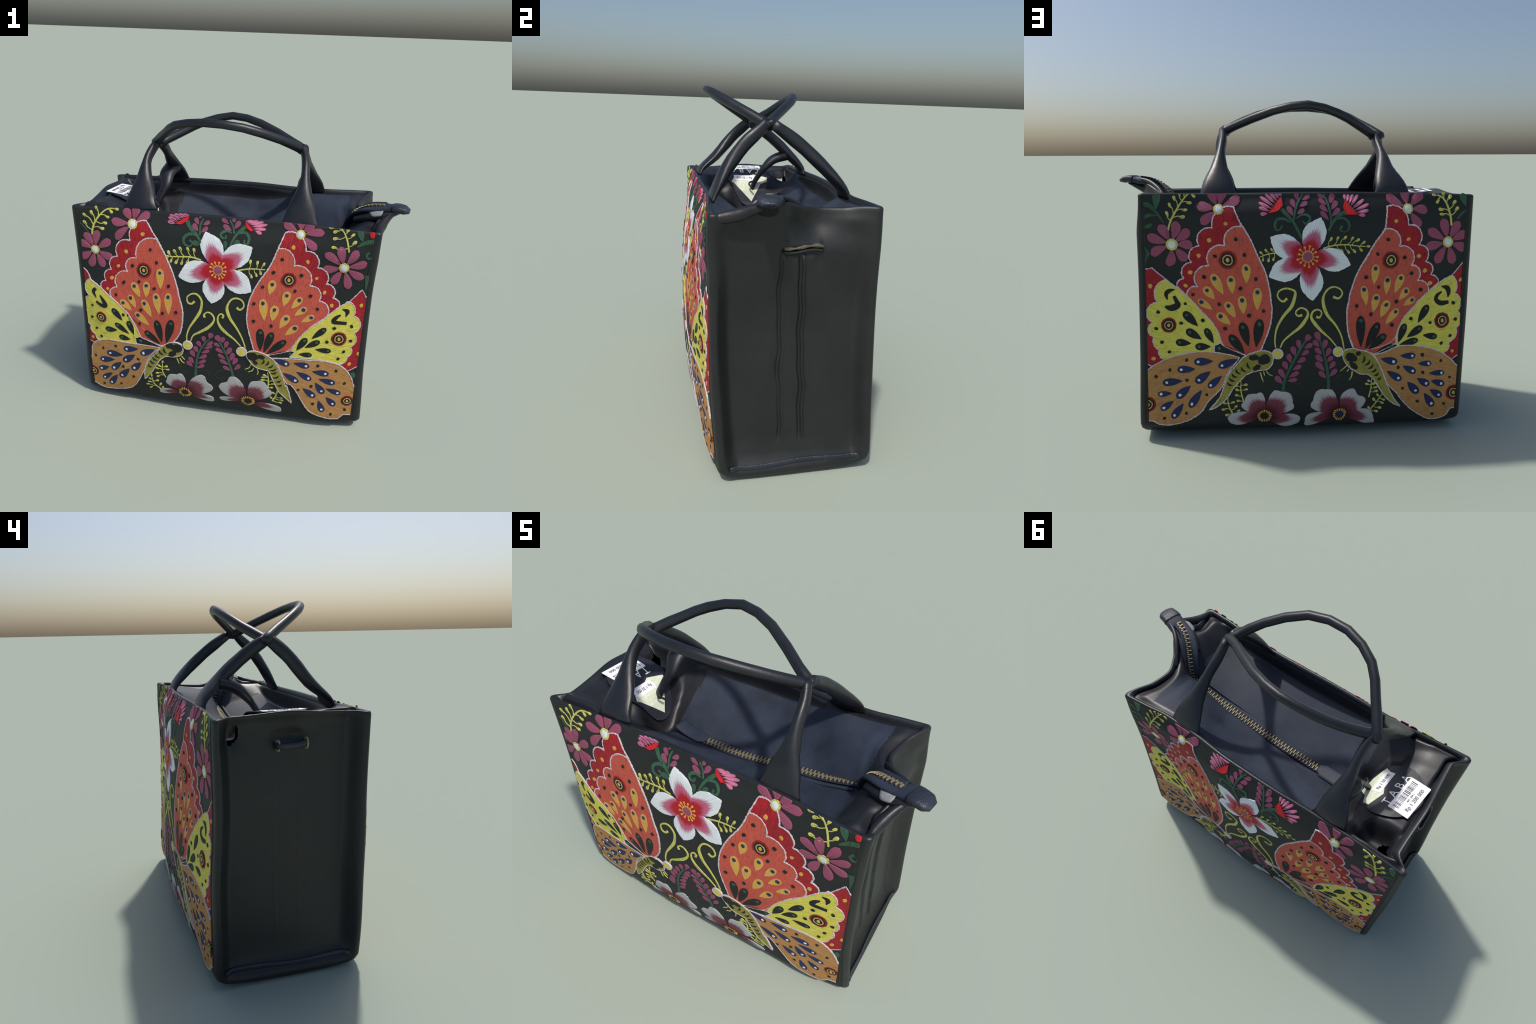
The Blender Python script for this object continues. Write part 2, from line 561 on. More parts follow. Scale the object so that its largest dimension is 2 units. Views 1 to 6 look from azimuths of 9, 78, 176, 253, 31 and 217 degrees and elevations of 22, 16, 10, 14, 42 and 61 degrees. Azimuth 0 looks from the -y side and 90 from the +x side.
def lining_z(s, t):
    x, y = shell(s * (1 - .03 / .9), t * (1 - .03 / .38), 1.25)
    R = rim_z(s, t) - .028
    base = ZIP_Z(np.maximum(x, -.33))
    a = np.abs(t)
    rise = np.where(t > 0, SHELF_BACK(x), SHELF_FRONT(x)) - base
    slope = np.where(t > 0, hermite([.3, .45, .6], [1.0, .6, .28])(x), 1.0)
    z = base + rise * np.clip((a - .06) / .80, 0, 1.1) ** slope
    mound = np.exp(-(np.abs(y - .0) / np.where(x < -.68, .29, .20)) ** 6)
    z = z + (TAG_Z(x) - .012 - z).clip(0) * mound
    front_w = smooth(-.60, -.85, x) * smooth(-.1, -.22, y)
    z = z + front_w * (1.343 - z).clip(0)
    back_w = smooth(-.60, -.85, x) * smooth(.1, .2, y)
    z = z + back_w * (1.338 - z).clip(0)
    pit = np.exp(-np.abs((x + .785) / .105) ** 4 - np.abs((y - .264) / .062) ** 3)
    z = z + pit * (1.215 - z)
    z = z - .045 * np.exp(-((x + .535) / .05) ** 2 - ((y + .02) / .08) ** 2)
    wall_t = smooth(.90, 1.0, a)
    wall_s = smooth(.93, 1.0, s) + smooth(.965, 1.0, -s)
    k = np.clip(1 - (1 - wall_t) * (1 - wall_s), 0, 1)
    return z * (1 - k) + R * k


def build_lining():
    def spread(n, p):
        a = np.linspace(-1, 1, n)
        return np.sign(a) * (1 - (1 - np.abs(a)) ** p)
    ss, tt = spread(120, 1.25), spread(64, 1.35)
    verts = []
    for t in tt:
        s = ss
        t_ = np.full_like(s, t)
        z = lining_z(s, t_)
        x, y = shell(s * (1 - .028 / .9), t_ * (1 - .028 / .38), z)
        z = z + .004 * np.sin(9 * x + 3 * y) * np.sin(7 * y + 2) * (1 - np.abs(s) ** 8) * (1 - np.abs(t) ** 8)
        verts += list(np.stack([x, y, z], 1))
    verts = np.array(verts)
    whole = mesh_from("whole", verts, grid_faces(len(ss), len(tt)))
    normals = np.empty(len(verts) * 3)
    whole.vertices.foreach_get("normal", normals)
    normals = normals.reshape(-1, 3)
    bpy.data.meshes.remove(whole)
    sets = {"lining": [], "lining_facing": []}
    for f in grid_faces(len(ss), len(tt)):
        j, i = divmod(f[0], len(ss))
        x, y, z = verts[f[0]]
        if abs(y - .272) < .030 and abs(z - 1.245) < .042 and x < -.82:
            continue
        cloth = abs(tt[j]) < .88 and -.50 < x < .645
        sets["lining" if cloth else "lining_facing"].append(f)
    for name, fs in sets.items():
        used = sorted({v for f in fs for v in f})
        back = {v: k for k, v in enumerate(used)}
        me = mesh_from(name, verts[used], [tuple(back[v] for v in f) for f in fs])
        me.normals_split_custom_set_from_vertices(normals[used])
        add(name, me, ROOT, M["lining"] if name == "lining" else M["facing"])


build_lining()


def zip_spine():
    """The zip's centre line: along the lining, over the right-hand rim, out along the tab."""
    xs = np.linspace(-.29, .62, 26)
    pts = [(x, -.005, float(ZIP_Z(x)) + .004) for x in xs]
    pts += [(.652, -.008, 1.218), (.668, -.022, 1.275), (.695, -.055, 1.335), (.735, -.10, 1.383), (.79, -.14, 1.412), (.862, -.165, 1.424)]
    return np.array(pts)


def ribbon_frame(path):
    T_ = np.gradient(path, axis=0)
    T_ /= np.linalg.norm(T_, axis=1, keepdims=True)
    W = np.cross(T_, np.array([0, 0, 1.0]))
    n = np.linalg.norm(W, axis=1, keepdims=True)
    W = W / np.maximum(n, 1e-6)
    return T_, W, np.cross(W, T_)


def build_zip():
    path = spline(zip_spine(), 6)
    T_, W, N = ribbon_frame(path)
    # woven tape under the teeth, thin but with its own edges
    tape, faces = tube(path, [.030] * len(path), [.004] * len(path), W[0], 8, True, 3)
    add("zip_tape", mesh_from("zip_tape", tape, faces), ROOT, M["tape"])
    # stitched folds that flank the tape
    for sgn in (-1, 1):
        fold = path[:int(len(path) * .8)] + W[:int(len(path) * .8)] * sgn * .052
        v, f = tube(fold, [.010] * len(fold), [.006] * len(fold), W[0], 8)
        add("zip_seam", mesh_from("zip_seam", v, f), ROOT, M["lining"])
    # two interlocking rows of brass teeth
    seg = np.r_[0, np.cumsum(np.linalg.norm(np.diff(path, axis=0), axis=1))]
    bm = bmesh.new()
    d, k = .004, 0
    while d < seg[-1] - .004:
        p = np.array([np.interp(d, seg, path[:, a]) for a in range(3)])
        i = min(np.searchsorted(seg, d), len(path) - 1)
        sgn = 1 if k % 2 else -1
        m = Matrix((T_[i], W[i], N[i])).transposed().to_4x4()
        m.translation = Vector(p + W[i] * sgn * .009 + N[i] * .006)
        bmesh.ops.create_cube(bm, size=1, matrix=m @ Matrix.Diagonal((.0062, .026, .006, 1)) @ Matrix.Rotation(.12 * sgn, 4, "Z"))
        d += .0112
        k += 1
    me = bpy.data.meshes.new("zip_teeth")
    bm.to_mesh(me)
    bm.free()
    add("zip_teeth", me, ROOT, M["brass"], stuff=True)
    # leather stop at the near end of the zip
    end = np.array([(-.46, .012, 1.108), (-.40, .005, 1.090), (-.33, -.002, 1.082), (-.27, -.005, 1.078)])
    e = spline(end, 5)
    v, f = tube(e, np.interp(np.linspace(0, 1, len(e)), [0, .8, 1], [.045, .045, .02]), [.009] * len(e), (0, 1, 0), 12, True, 3)
    add("zip_end_patch", mesh_from("zip_end_patch", v, f), ROOT, M["lining"])


build_zip()


def build_tab():
    """The zip tab: a flat leather tongue that climbs over the rim and points outward."""
    pts = np.array([(.655, -.008, 1.20), (.668, -.022, 1.262), (.695, -.055, 1.322), (.735, -.10, 1.370), (.79, -.14, 1.399),
                    (.862, -.165, 1.412), (.92, -.183, 1.424), (.96, -.192, 1.422), (.996, -.198, 1.414)])
    path = spline(pts, 6)
    u = np.linspace(0, 1, len(path))
    half_w = np.interp(u, [0, .3, .5, .7, .92, 1], [.050, .058, .056, .053, .047, .026])
    half_t = np.interp(u, [0, .5, .66, .9, 1], [.010, .014, .021, .019, .007])
    T_, W, N = ribbon_frame(path)
    verts = []
    n = 20
    for i in range(len(path)):
        for k in range(n):
            a = math.tau * k / n
            c, s = math.cos(a), math.sin(a)
            c = math.copysign(abs(c) ** .7, c)
            s = math.copysign(abs(s) ** .7, s)
            verts.append(path[i] + W[i] * c * half_w[i] + N[i] * (s * half_t[i] - .006))
    f = grid_faces(n, len(path), True)
    f += [tuple(range(n - 1, -1, -1)), tuple((len(path) - 1) * n + k for k in range(n))]
    add("zip_tab", mesh_from("zip_tab", verts, f), ROOT, M["lining"])
    # the folded cap sewn over the outer end
    sub = path[int(len(path) * .70):]
    w2 = half_w[int(len(path) * .70):] + .003
    t2 = half_t[int(len(path) * .70):] + .002
    T2, W2, N2 = ribbon_frame(sub)
    verts = []
    for i in range(len(sub)):
        for k in range(n):
            a = math.tau * k / n
            c, s = math.cos(a), math.sin(a)
            c = math.copysign(abs(c) ** .6, c)
            s = math.copysign(abs(s) ** .6, s)
            verts.append(sub[i] + W2[i] * c * w2[i] + N2[i] * (s * t2[i] - .006))
    f = grid_faces(n, len(sub), True)
    f += [tuple(range(n - 1, -1, -1)), tuple((len(sub) - 1) * n + k for k in range(n))]
    add("zip_tab_cap", mesh_from("zip_tab_cap", verts, f), ROOT, M["welt"])


build_tab()


def build_gusset():
    """Leather gathered up under the tab, filling the gap between it and the right-hand rim."""
    for pts, w, t in (
        ([(.72, -.10, 1.315), (.785, -.155, 1.345), (.845, -.185, 1.366), (.905, -.19, 1.388), (.945, -.19, 1.398)], [.060, .060, .055, .045, .030], [.030, .036, .034, .020, .008]),
        ([(.715, .035, 1.325), (.748, -.018, 1.362), (.795, -.075, 1.398), (.845, -.116, 1.416), (.90, -.142, 1.424)], [.010, .013, .015, .013, .006], [.016, .018, .014, .010, .005]),
        ([(.905, -.195, 1.388), (.868, -.245, 1.366), (.842, -.30, 1.340), (.828, -.36, 1.325), (.826, -.41, 1.32)], [.012, .020, .026, .022, .014], [.014, .024, .030, .028, .018]),
    ):
        p = spline(pts, 6)
        q = np.linspace(0, 1, len(p))
        k = np.linspace(0, 1, len(w))
        v, f = tube(p, np.interp(q, k, w), np.interp(q, k, t), np.cross(p[1] - p[0], (0, 0, 1)), 16)
        add("tab_gusset", mesh_from("tab_gusset", v, f), ROOT, M["facing"])
    # sunlit highlight in front of the tab, modelled as a small pale sheet
    v = []
    for a in np.linspace(0, 1, 9):
        p, q = np.array((.765, -.158, 1.382)) * (1 - a) + np.array((.845, -.215, 1.404)) * a, np.array((.772, -.228, 1.366)) * (1 - a) + np.array((.846, -.246, 1.385)) * a
        span = .25 + .75 * (1 - (2 * a - 1) ** 4) ** .5
        for b in np.linspace(0, 1, 7):
            m = p * (1 - b * span) + q * b * span
            v.append(m + np.array((0, 0, .012 * math.sin(math.pi * b) * math.sin(math.pi * (.2 + .6 * a)))))
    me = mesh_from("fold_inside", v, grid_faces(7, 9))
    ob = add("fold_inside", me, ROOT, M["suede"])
    mod = ob.modifiers.new("Solidify", "SOLIDIFY")
    mod.thickness = .004


build_gusset()

# ---------------------------------------------------------------- handles
# half width of a handle leg against height: a broad foot that pinches to a round neck
LEG = ([1.33, 1.40, 1.445, 1.49, 1.535, 1.58, 1.70], [.106, .084, .068, .048, .034, .025, .023])
KINKED_LEG = ([1.33, 1.37, 1.42, 1.47, 1.545, 1.595, 1.70], [.108, .098, .074, .056, .046, .028, .026])


def handle(leg_w, arc, leg_e, shape_w):
    """A rolled handle: two flared leather legs and the round grip between them."""
    part = bpy.data.objects.new("handle", None)
    up, down = spline(leg_w, 3), spline(leg_e, 3)
    for name_path, hz, hw in ((up, *shape_w), (down, *LEG)):
        z = name_path[:, 2]
        wob = 1 + .025 * np.sin(z * 60 + hw[0] * 40)
        w = hermite(hz, hw)(z) * wob
        t = hermite([1.33, 1.40, 1.48, 1.60, 1.70], [.015, .025, .033, .035, .028])(z) * wob
        v, f = tube(name_path, w, t, (1, 0, 0), 14)
        yield "handle_leg", v, f
    g = spline(arc, 2)
    u = np.linspace(0, 1, len(g))
    r = np.interp(u, [0, .06, .12, .5, .88, .94, 1], [.024, .031, .027, .0235, .027, .032, .026]) * (1 + .02 * np.sin(u * 40))
    v, f = tube(g, r, r, (0, 1, 0), 10)
    yield "handle_grip", v, f


FRONT_HANDLE = dict(
    leg_w=[(-.555, -.352, 1.325), (-.560, -.330, 1.370), (-.574, -.240, 1.445), (-.587, -.135, 1.565), (-.575, -.075, 1.625), (-.552, -.025, 1.672)],
    arc=[(-.575, -.005, 1.652), (-.55, -.03, 1.685), (-.461, -.146, 1.752), (-.358, -.263, 1.820), (-.173, -.341, 1.855), (.045, -.327, 1.838), (.236, -.211, 1.768),
         (.335, -.11, 1.708), (.362, -.07, 1.688)],
    leg_e=[(.392, -.372, 1.325), (.392, -.352, 1.370), (.394, -.290, 1.485), (.390, -.210, 1.595), (.378, -.140, 1.660), (.352, -.085, 1.712)],
    shape_w=LEG)
BACK_HANDLE = dict(
    leg_w=[(-.551, .340, 1.335), (-.551, .328, 1.385), (-.537, .248, 1.465), (-.540, .160, 1.545), (-.532, .060, 1.620), (-.537, -.025, 1.672)],
    arc=[(-.53, -.02, 1.662), (-.51, .0, 1.680), (-.404, .069, 1.735), (-.29, .121, 1.789), (-.117, .150, 1.833), (.076, .092, 1.804), (.290, -.04, 1.728),
         (.350, -.066, 1.700), (.372, -.07, 1.688)],
    leg_e=[(.388, .330, 1.340), (.388, .306, 1.390), (.384, .222, 1.478), (.374, .112, 1.576), (.364, .025, 1.642), (.366, -.06, 1.698)],
    shape_w=LEG)
for spec in (FRONT_HANDLE, BACK_HANDLE):
    holder = None
    for name, v, f in reversed(list(handle(**spec))):
        me = mesh_from(name, v, f)
        if holder is None:
            holder = add("handle", me, ROOT, M["strap"])
        else:
            add(name, me, holder, M["strap"])

# ---------------------------------------------------------------- tags and metal
def on_tag(a, b, h):
    """Tag coordinates: a reads along the lettering, b towards the top of the letters; the card follows the lining."""
    x = -.715 + b
    z = float(TAG_Z(x))
    dz = float(TAG_Z(x + .003) - TAG_Z(x - .003)) / .006
    n = Vector((-dz, 0, 1)).normalized()
    return Vector((x, -a, z)) + n * h


def lay(bm, name, mat, parent, stuff=False):
    for v in bm.verts:
        v.co = on_tag(v.co.x, v.co.y, v.co.z)
    me = bpy.data.meshes.new(name)
    bm.to_mesh(me)
    bm.free()
    return add(name, me, parent, mat, None, stuff)


def slab(name, outline_pts, low, thick, mat, parent, stuff=False):
    """A thin plate cut to an outline and laid on the tag's curve."""
    bm = bmesh.new()
    f = bm.faces.new([bm.verts.new((x, y, low + thick)) for x, y in outline_pts])
    f.normal_update()
    if f.normal.z < 0:
        f.normal_flip()
    bmesh.ops.triangulate(bm, faces=[f], ngon_method="EAR_CLIP")
    for c in np.arange(-.2, .21, .025):
        bmesh.ops.bisect_plane(bm, geom=bm.verts[:] + bm.edges[:] + bm.faces[:], plane_co=(0, float(c), 0), plane_no=(0, 1, 0))
    edge = [e for e in bm.edges if len(e.link_faces) == 1]
    ext = bmesh.ops.extrude_edge_only(bm, edges=edge)
    for v in ext["geom"]:
        if isinstance(v, bmesh.types.BMVert):
            v.co.z = low
    bmesh.ops.recalc_face_normals(bm, faces=bm.faces)
    top = max(bm.faces, key=lambda g: abs(g.normal.z) * g.calc_area())
    if top.normal.z < 0:
        bmesh.ops.reverse_faces(bm, faces=bm.faces)
    # text coordinates (a, b) already form a right-handed frame with the outward normal
    return lay(bm, name, mat, parent, stuff)


def disc(rx, ry, n=48):
    return [(rx * math.cos(a), ry * math.sin(a)) for a in np.linspace(0, math.tau, n, endpoint=False)]


def rect(x0, y0, x1, y1, r=.006, turn=0.0):
    out = []
    mx, my = (x0 + x1) / 2, (y0 + y1) / 2
    for cx, cy, a0 in ((x1 - r, y1 - r, 0), (x0 + r, y1 - r, 90), (x0 + r, y0 + r, 180), (x1 - r, y0 + r, 270)):
        for k in range(4):
            a = math.radians(a0 + 30 * k)
            px, py = cx + r * math.cos(a) - mx, cy + r * math.sin(a) - my
            out.append((mx + px * math.cos(turn) - py * math.sin(turn), my + px * math.sin(turn) + py * math.cos(turn)))
    return out


def lettering(text, size, a, b, low, mat, parent, turn=0.0, name="printed_words"):
    cu = bpy.data.curves.new(name, "FONT")
    cu.body, cu.size, cu.extrude = text, size, .0006
    cu.align_x = cu.align_y = "CENTER"
    ob = bpy.data.objects.new(name, cu)
    bpy.context.scene.collection.objects.link(ob)
    dg = bpy.context.evaluated_depsgraph_get()
    me = bpy.data.meshes.new_from_object(ob.evaluated_get(dg))
    bpy.data.objects.remove(ob)
    bm = bmesh.new()
    bm.from_mesh(me)
    bpy.data.meshes.remove(me)
    for v in bm.verts:
        x, y = v.co.x, v.co.y
        v.co.x = a + x * math.cos(turn) - y * math.sin(turn)
        v.co.y = b + x * math.sin(turn) + y * math.cos(turn)
        v.co.z += low + .0006
    return lay(bm, name, mat, parent)


def build_tags():
    tag = slab("hang_tag", disc(.162, .165), -.004, .006, M["card"], ROOT)
    lean = math.radians(-5)
    slab("barcode_label", rect(-.106, -.157, .106, -.040, .005, lean), .002, .0015, M["paper"], tag)
    slab("price_sheet", [(-.128, .058), (-.038, .024), (.0, .04), (.092, .044), (.123, .09), (.06, .125), (-.008, .15), (-.05, .125), (-.075, .105), (-.123, .09)],
         .002, .0012, M["price"], tag)
    slab("price_sticker", rect(-.040, .036, .102, .086, .004, math.radians(-3)), .0034, .0012, M["paper"], tag)
    lettering("T A B A", .062, .010, -.022, .0015, M["paper"], tag, lean)
    lettering("Rp 1 200 000", .028, -.002, -.128, .0036, M["print"], tag, lean)
    lettering("ART. 1009-1", .012, .0, -.104, .0036, M["print"], tag, lean)
    lettering("Rp 1 20 000", .022, .03, .062, .0047, M["print"], tag, math.radians(-3))
    y = -.085
    while y < .085:
        w = random.choice((.002, .003, .005))
        off = -y * math.tan(-lean)
        slab("barcode_bar", rect(y, -.090 + off, y + w, -.056 + off, .0004, lean), .0036, .0006, M["print"], tag, True)
        y += w + random.choice((.003, .004, .006))
    # strap that ties the tag down from the foot of the back handle
    cord = spline([(-.542, .235, 1.462), (-.556, .150, 1.430), (-.545, .088, 1.376), (-.568, .050, 1.315), (-.590, .025, 1.262), (-.61, .02, 1.22)], 4)
    q = np.linspace(0, 1, len(cord))
    v, f = tube(cord, np.interp(q, [0, .25, .5, 1], [.060, .050, .026, .022]), np.interp(q, [0, .25, .5, 1], [.036, .030, .018, .015]), (1, 0, 0), 12)
    add("tag_strap", mesh_from("tag_strap", v, f), ROOT, M["strap"])
    loop = spline([(-.602, .03, 1.262), (-.585, .012, 1.275), (-.565, -.012, 1.262), (-.55, .01, 1.235)], 5)
    v, f = tube(loop, [.006] * len(loop), [.006] * len(loop), (0, 1, 0), 8)
    add("tag_string", mesh_from("tag_string", v, f), tag, M["strap"])


build_tags()


def build_side_hardware():
    # left end: a short leather loop held by two brass rings
    path = spline([(-.870, -.094, 1.198), (-.920, -.080, 1.198), (-.930, -.012, 1.190), (-.926, .05, 1.190), (-.872, .068, 1.190)], 6)
    v, f = tube(path, [.010] * len(path), [.016] * len(path), (1, 0, 0), 12)
    loop = add("side_loop", mesh_from("side_loop", v, f), ROOT, M["welt"])
    for y, z in ((-.085, 1.197), (.056, 1.193)):
        ring = [(-.915 + .012 * math.cos(a), y + .004 * math.cos(a), z + .026 * math.sin(a)) for a in np.linspace(0, math.tau, 25)]
        v, f = tube(ring, [.006] * 25, [.004] * 25, (0, 1, 0), 8, False)
        add("loop_ring", mesh_from("loop_ring", v, f), loop, M["brass"])
    # right end: edge of the folded slot, paler in patches
    ys = np.linspace(-.086, .098, 14)
    tt = (ys + .43) / .80 * 2 - 1
    zs = 1.180 + .006 * np.sin(ys * 30)
    xs, yy = shell(np.full_like(tt, 1.0), tt, zs)
    v, f = tube(np.stack([xs + .003, yy, zs], 1), [.010] * 14, .008 + .003 * np.sin(np.arange(14) * 1.3), (1, 0, 0), 8)
    add("slot_fold", mesh_from("slot_fold", v, f), ROOT, M["cream"])
    v, f = tube(np.stack([xs - .002, yy, zs - .020], 1), [.012] * 14, [.008] * 14, (1, 0, 0), 8)
    add("slot_lip", mesh_from("slot_lip", v, f), ROOT, M["leather"])
    # welts sewn along the foot of both ends
    for s in (-1, 1):
        t = np.linspace(-.86, .86, 30)
        z = .066 + .004 * np.sin(t * 5 + s) + .014 * (t + 1) / 2 + .010 * np.abs(t) ** 6
        x, y = shell(np.full_like(t, float(s)), t, z)
        p = np.stack([x + s * .004, y, z], 1)
        v, f = tube(p, .006 - .002 * np.abs(t) ** 8, [.016] * 30, (1, 0, 0), 10)
        add("foot_welt", mesh_from("foot_welt", v, f), ROOT, M["welt"])
    # beaded seams down the four upright corners
    for s, t in ((-1, -1), (1, -1), (1, 1), (-1, 1)):
        z = np.linspace(.12, 1.31, 60)
        x, y = shell(np.full_like(z, s * (1 - .052)), np.full_like(z, float(t)), z)
        p = np.stack([x, y + t * .0005, z], 1)
        v, f = tube(p, .0025 + .0008 * np.sin(np.arange(60) * 1.9), [.0022] * 60, (1, 0, 0), 8)
        add("edge_seam", mesh_from("edge_seam", v, f), ROOT, M["leather"])


build_side_hardware()

# ---------------------------------------------------------------- embroidery design
# Positions are metres on the cloth: u to the right as you face the panel, z up.
# In an outline a bare number is the bulge of the scallop that follows it.
BACK_LEFT_BUTTERFLY = dict(
    root=(-.254, .491),
    band=[(-.308, 1.289), .28, (-.421, 1.18), .35, (-.492, 1.085), .33, (-.536, .995), .33, (-.579, .908), .2, (-.62, .867), (-.568, .815), (-.496,
        .717), (-.404, .6), (-.365, .537), (-.254, .491), (-.172, .525), (-.143, .599), (-.122, .663), (-.112, .731), (-.116, .798), (-.126, .869),
        (-.145, .951), (-.181, 1.028), (-.223, 1.125), (-.274, 1.21)],
    fore=[(-.27, 1.188), .3, (-.354, 1.086), .36, (-.442, .978), .36, (-.505, .862), .3, (-.565, .811), (-.516, .762), (-.495, .735), (-.443, .682),
        (-.404, .623), (-.385, .564), (-.365, .537), (-.254, .491), (-.172, .525), (-.143, .599), (-.122, .663), (-.112, .731), (-.116, .798), (-.126,
        .869), (-.145, .951), (-.181, 1.028), (-.223, 1.125), (-.274, 1.21)],
    under=[(-.802, .911), (-.747, .972), (-.675, .906), (-.663, .654), (-.696, .462), (-.737, .441), (-.766, .427), (-.803, .452)],
    hind=[(-.675, .906), .28, (-.723, .783), .38, (-.755, .672), .35, (-.749, .594), .2, (-.725, .518), .2, (-.698, .463), (-.633, .48), (-.57, .493),
        (-.488, .507), (-.424, .507), (-.423, .542), (-.385, .559), (-.404, .623), (-.443, .682), (-.495, .735), (-.516, .762), (-.568, .815), (-.624,
        .863)],
    tail=[(-.8, .401), (-.766, .427), (-.737, .444), (-.696, .462), (-.633, .483), (-.561, .498), (-.488, .505), (-.415, .503), (-.343, .494), (-.285,
        .48), (-.326, .427), (-.361, .374), (-.378, .321), (-.411, .277), (-.463, .223), (-.501, .165), (-.552, .127), (-.608, .104), (-.681, .091),
        (-.74, .099), (-.766, .117), (-.816, .119)],
    body=[(-.106, .484), (-.112, .508), (-.143, .521), (-.174, .52), (-.228, .505), (-.269, .48), (-.281, .466), (-.327, .413), (-.35, .379), (-.364,
        .341), (-.379, .302), (-.403, .244), (-.459, .174), (-.408, .2), (-.357, .251), (-.324, .305), (-.287, .348), (-.255, .383), (-.261, .382),
        (-.212, .403), (-.18, .411), (-.14, .418), (-.115, .447)],
    head=(-.083, .505, .026),
    marks=[(-.157, .472, .017, .013), (-.211, .482, .013, .008), (-.196, .427, .011, .007), (-.242, .435, .005, .012), (-.27, .412, .005, .012),
        (-.243, .434, .005, .012), (-.273, .412, .005, .012), (-.3, .399, .005, .012), (-.319, .375, .005, .011), (-.332, .351, .005, .011), (-.344,
        .326, .005, .01)],
    feelers=[[(-.094, .538), (-.098, .581), (-.087, .645), (-.053, .709), (-.009, .762), (.009, .812), (.012, .84), (-.001, .853), (-.037, .861),
        (-.07, .849), (-.082, .824), (-.07, .8), (-.05, .791), (-.031, .808)], [(-.07, .538), (-.05, .577), (-.005, .617), (.035, .648), (.067, .689),
        (.08, .72), (.071, .743), (.045, .755), (.022, .744), (.014, .726), (.027, .712), (.049, .716)]],
    gold=[(-.415, .91, -.368, .823, .053), (-.327, .903, -.32, .828, .047), (-.245, .966, -.244, .887, .049), (-.456, .844, -.416, .797, .049),
        (-.488, .78, -.429, .74, .041), (-.269, .793, -.263, .718, .049), (-.343, .762, -.306, .697, .049), (-.386, .704, -.331, .66, .049), (-.187,
        .839, -.19, .74, .049)],
    dark=[(-.267, .648, -.239, .541, .054), (-.324, .582, -.26, .499, .052), (-.397, .529, -.26, .486, .043), (-.179, .666, -.199, .538, .056)],
    leafspots=[(-.57, .707, -.509, .645, .049), (-.555, .612, -.491, .574, .047), (-.46, .617, -.427, .554, .041), (-.613, .555, -.55, .549, .042),
        (-.507, .532, -.442, .535, .042)],
    blue=[(-.514, .447, -.43, .454, .045), (-.609, .402, -.529, .405, .043), (-.69, .332, -.602, .337, .045), (-.723, .268, -.663, .268, .034),
        (-.512, .343, -.447, .395, .048), (-.447, .316, -.385, .374, .04), (-.62, .257, -.558, .31, .048), (-.709, .19, -.654, .225, .039), (-.555,
        .206, -.497, .288, .045), (-.652, .146, -.6, .21, .042), (-.383, .432, -.293, .47, .045)],
    dots=[(-.298, 1.121), (-.41, 1.03), (-.254, 1.038), (-.47, .917), (-.277, .858), (-.533, .82), (-.253, 1.038), (-.194, .91), (-.392, .769),
        (-.234, .712), (-.363, .638), (-.235, .712), (-.156, .739), (-.722, .728), (-.735, .638), (-.707, .562), (-.67, .505), (-.601, .663), (-.483,
        .679), (-.576, .77), (-.577, .456), (-.671, .402), (-.746, .369), (-.579, .341), (-.471, .261), (-.586, .155), (-.708, .131)],
    eyes=[(-.342, 1.011, .048), (-.668, .654, .041), (-.793, .214, .042)],
    beads=[(-.35, 1.204), (-.438, 1.117), (-.496, 1.033), (-.545, .941), (-.571, .869), (-.758, .872), (-.756, .471)],
    hooks=[[(-.628, .849, .003), (-.657, .844, .021), (-.676, .827, .023), (-.671, .793, .004)], [(-.636, .813, .017), (-.622, .783, .023), (-.618,
        .762, .034), (-.651, .748, .034), (-.684, .757, .013)]],
)

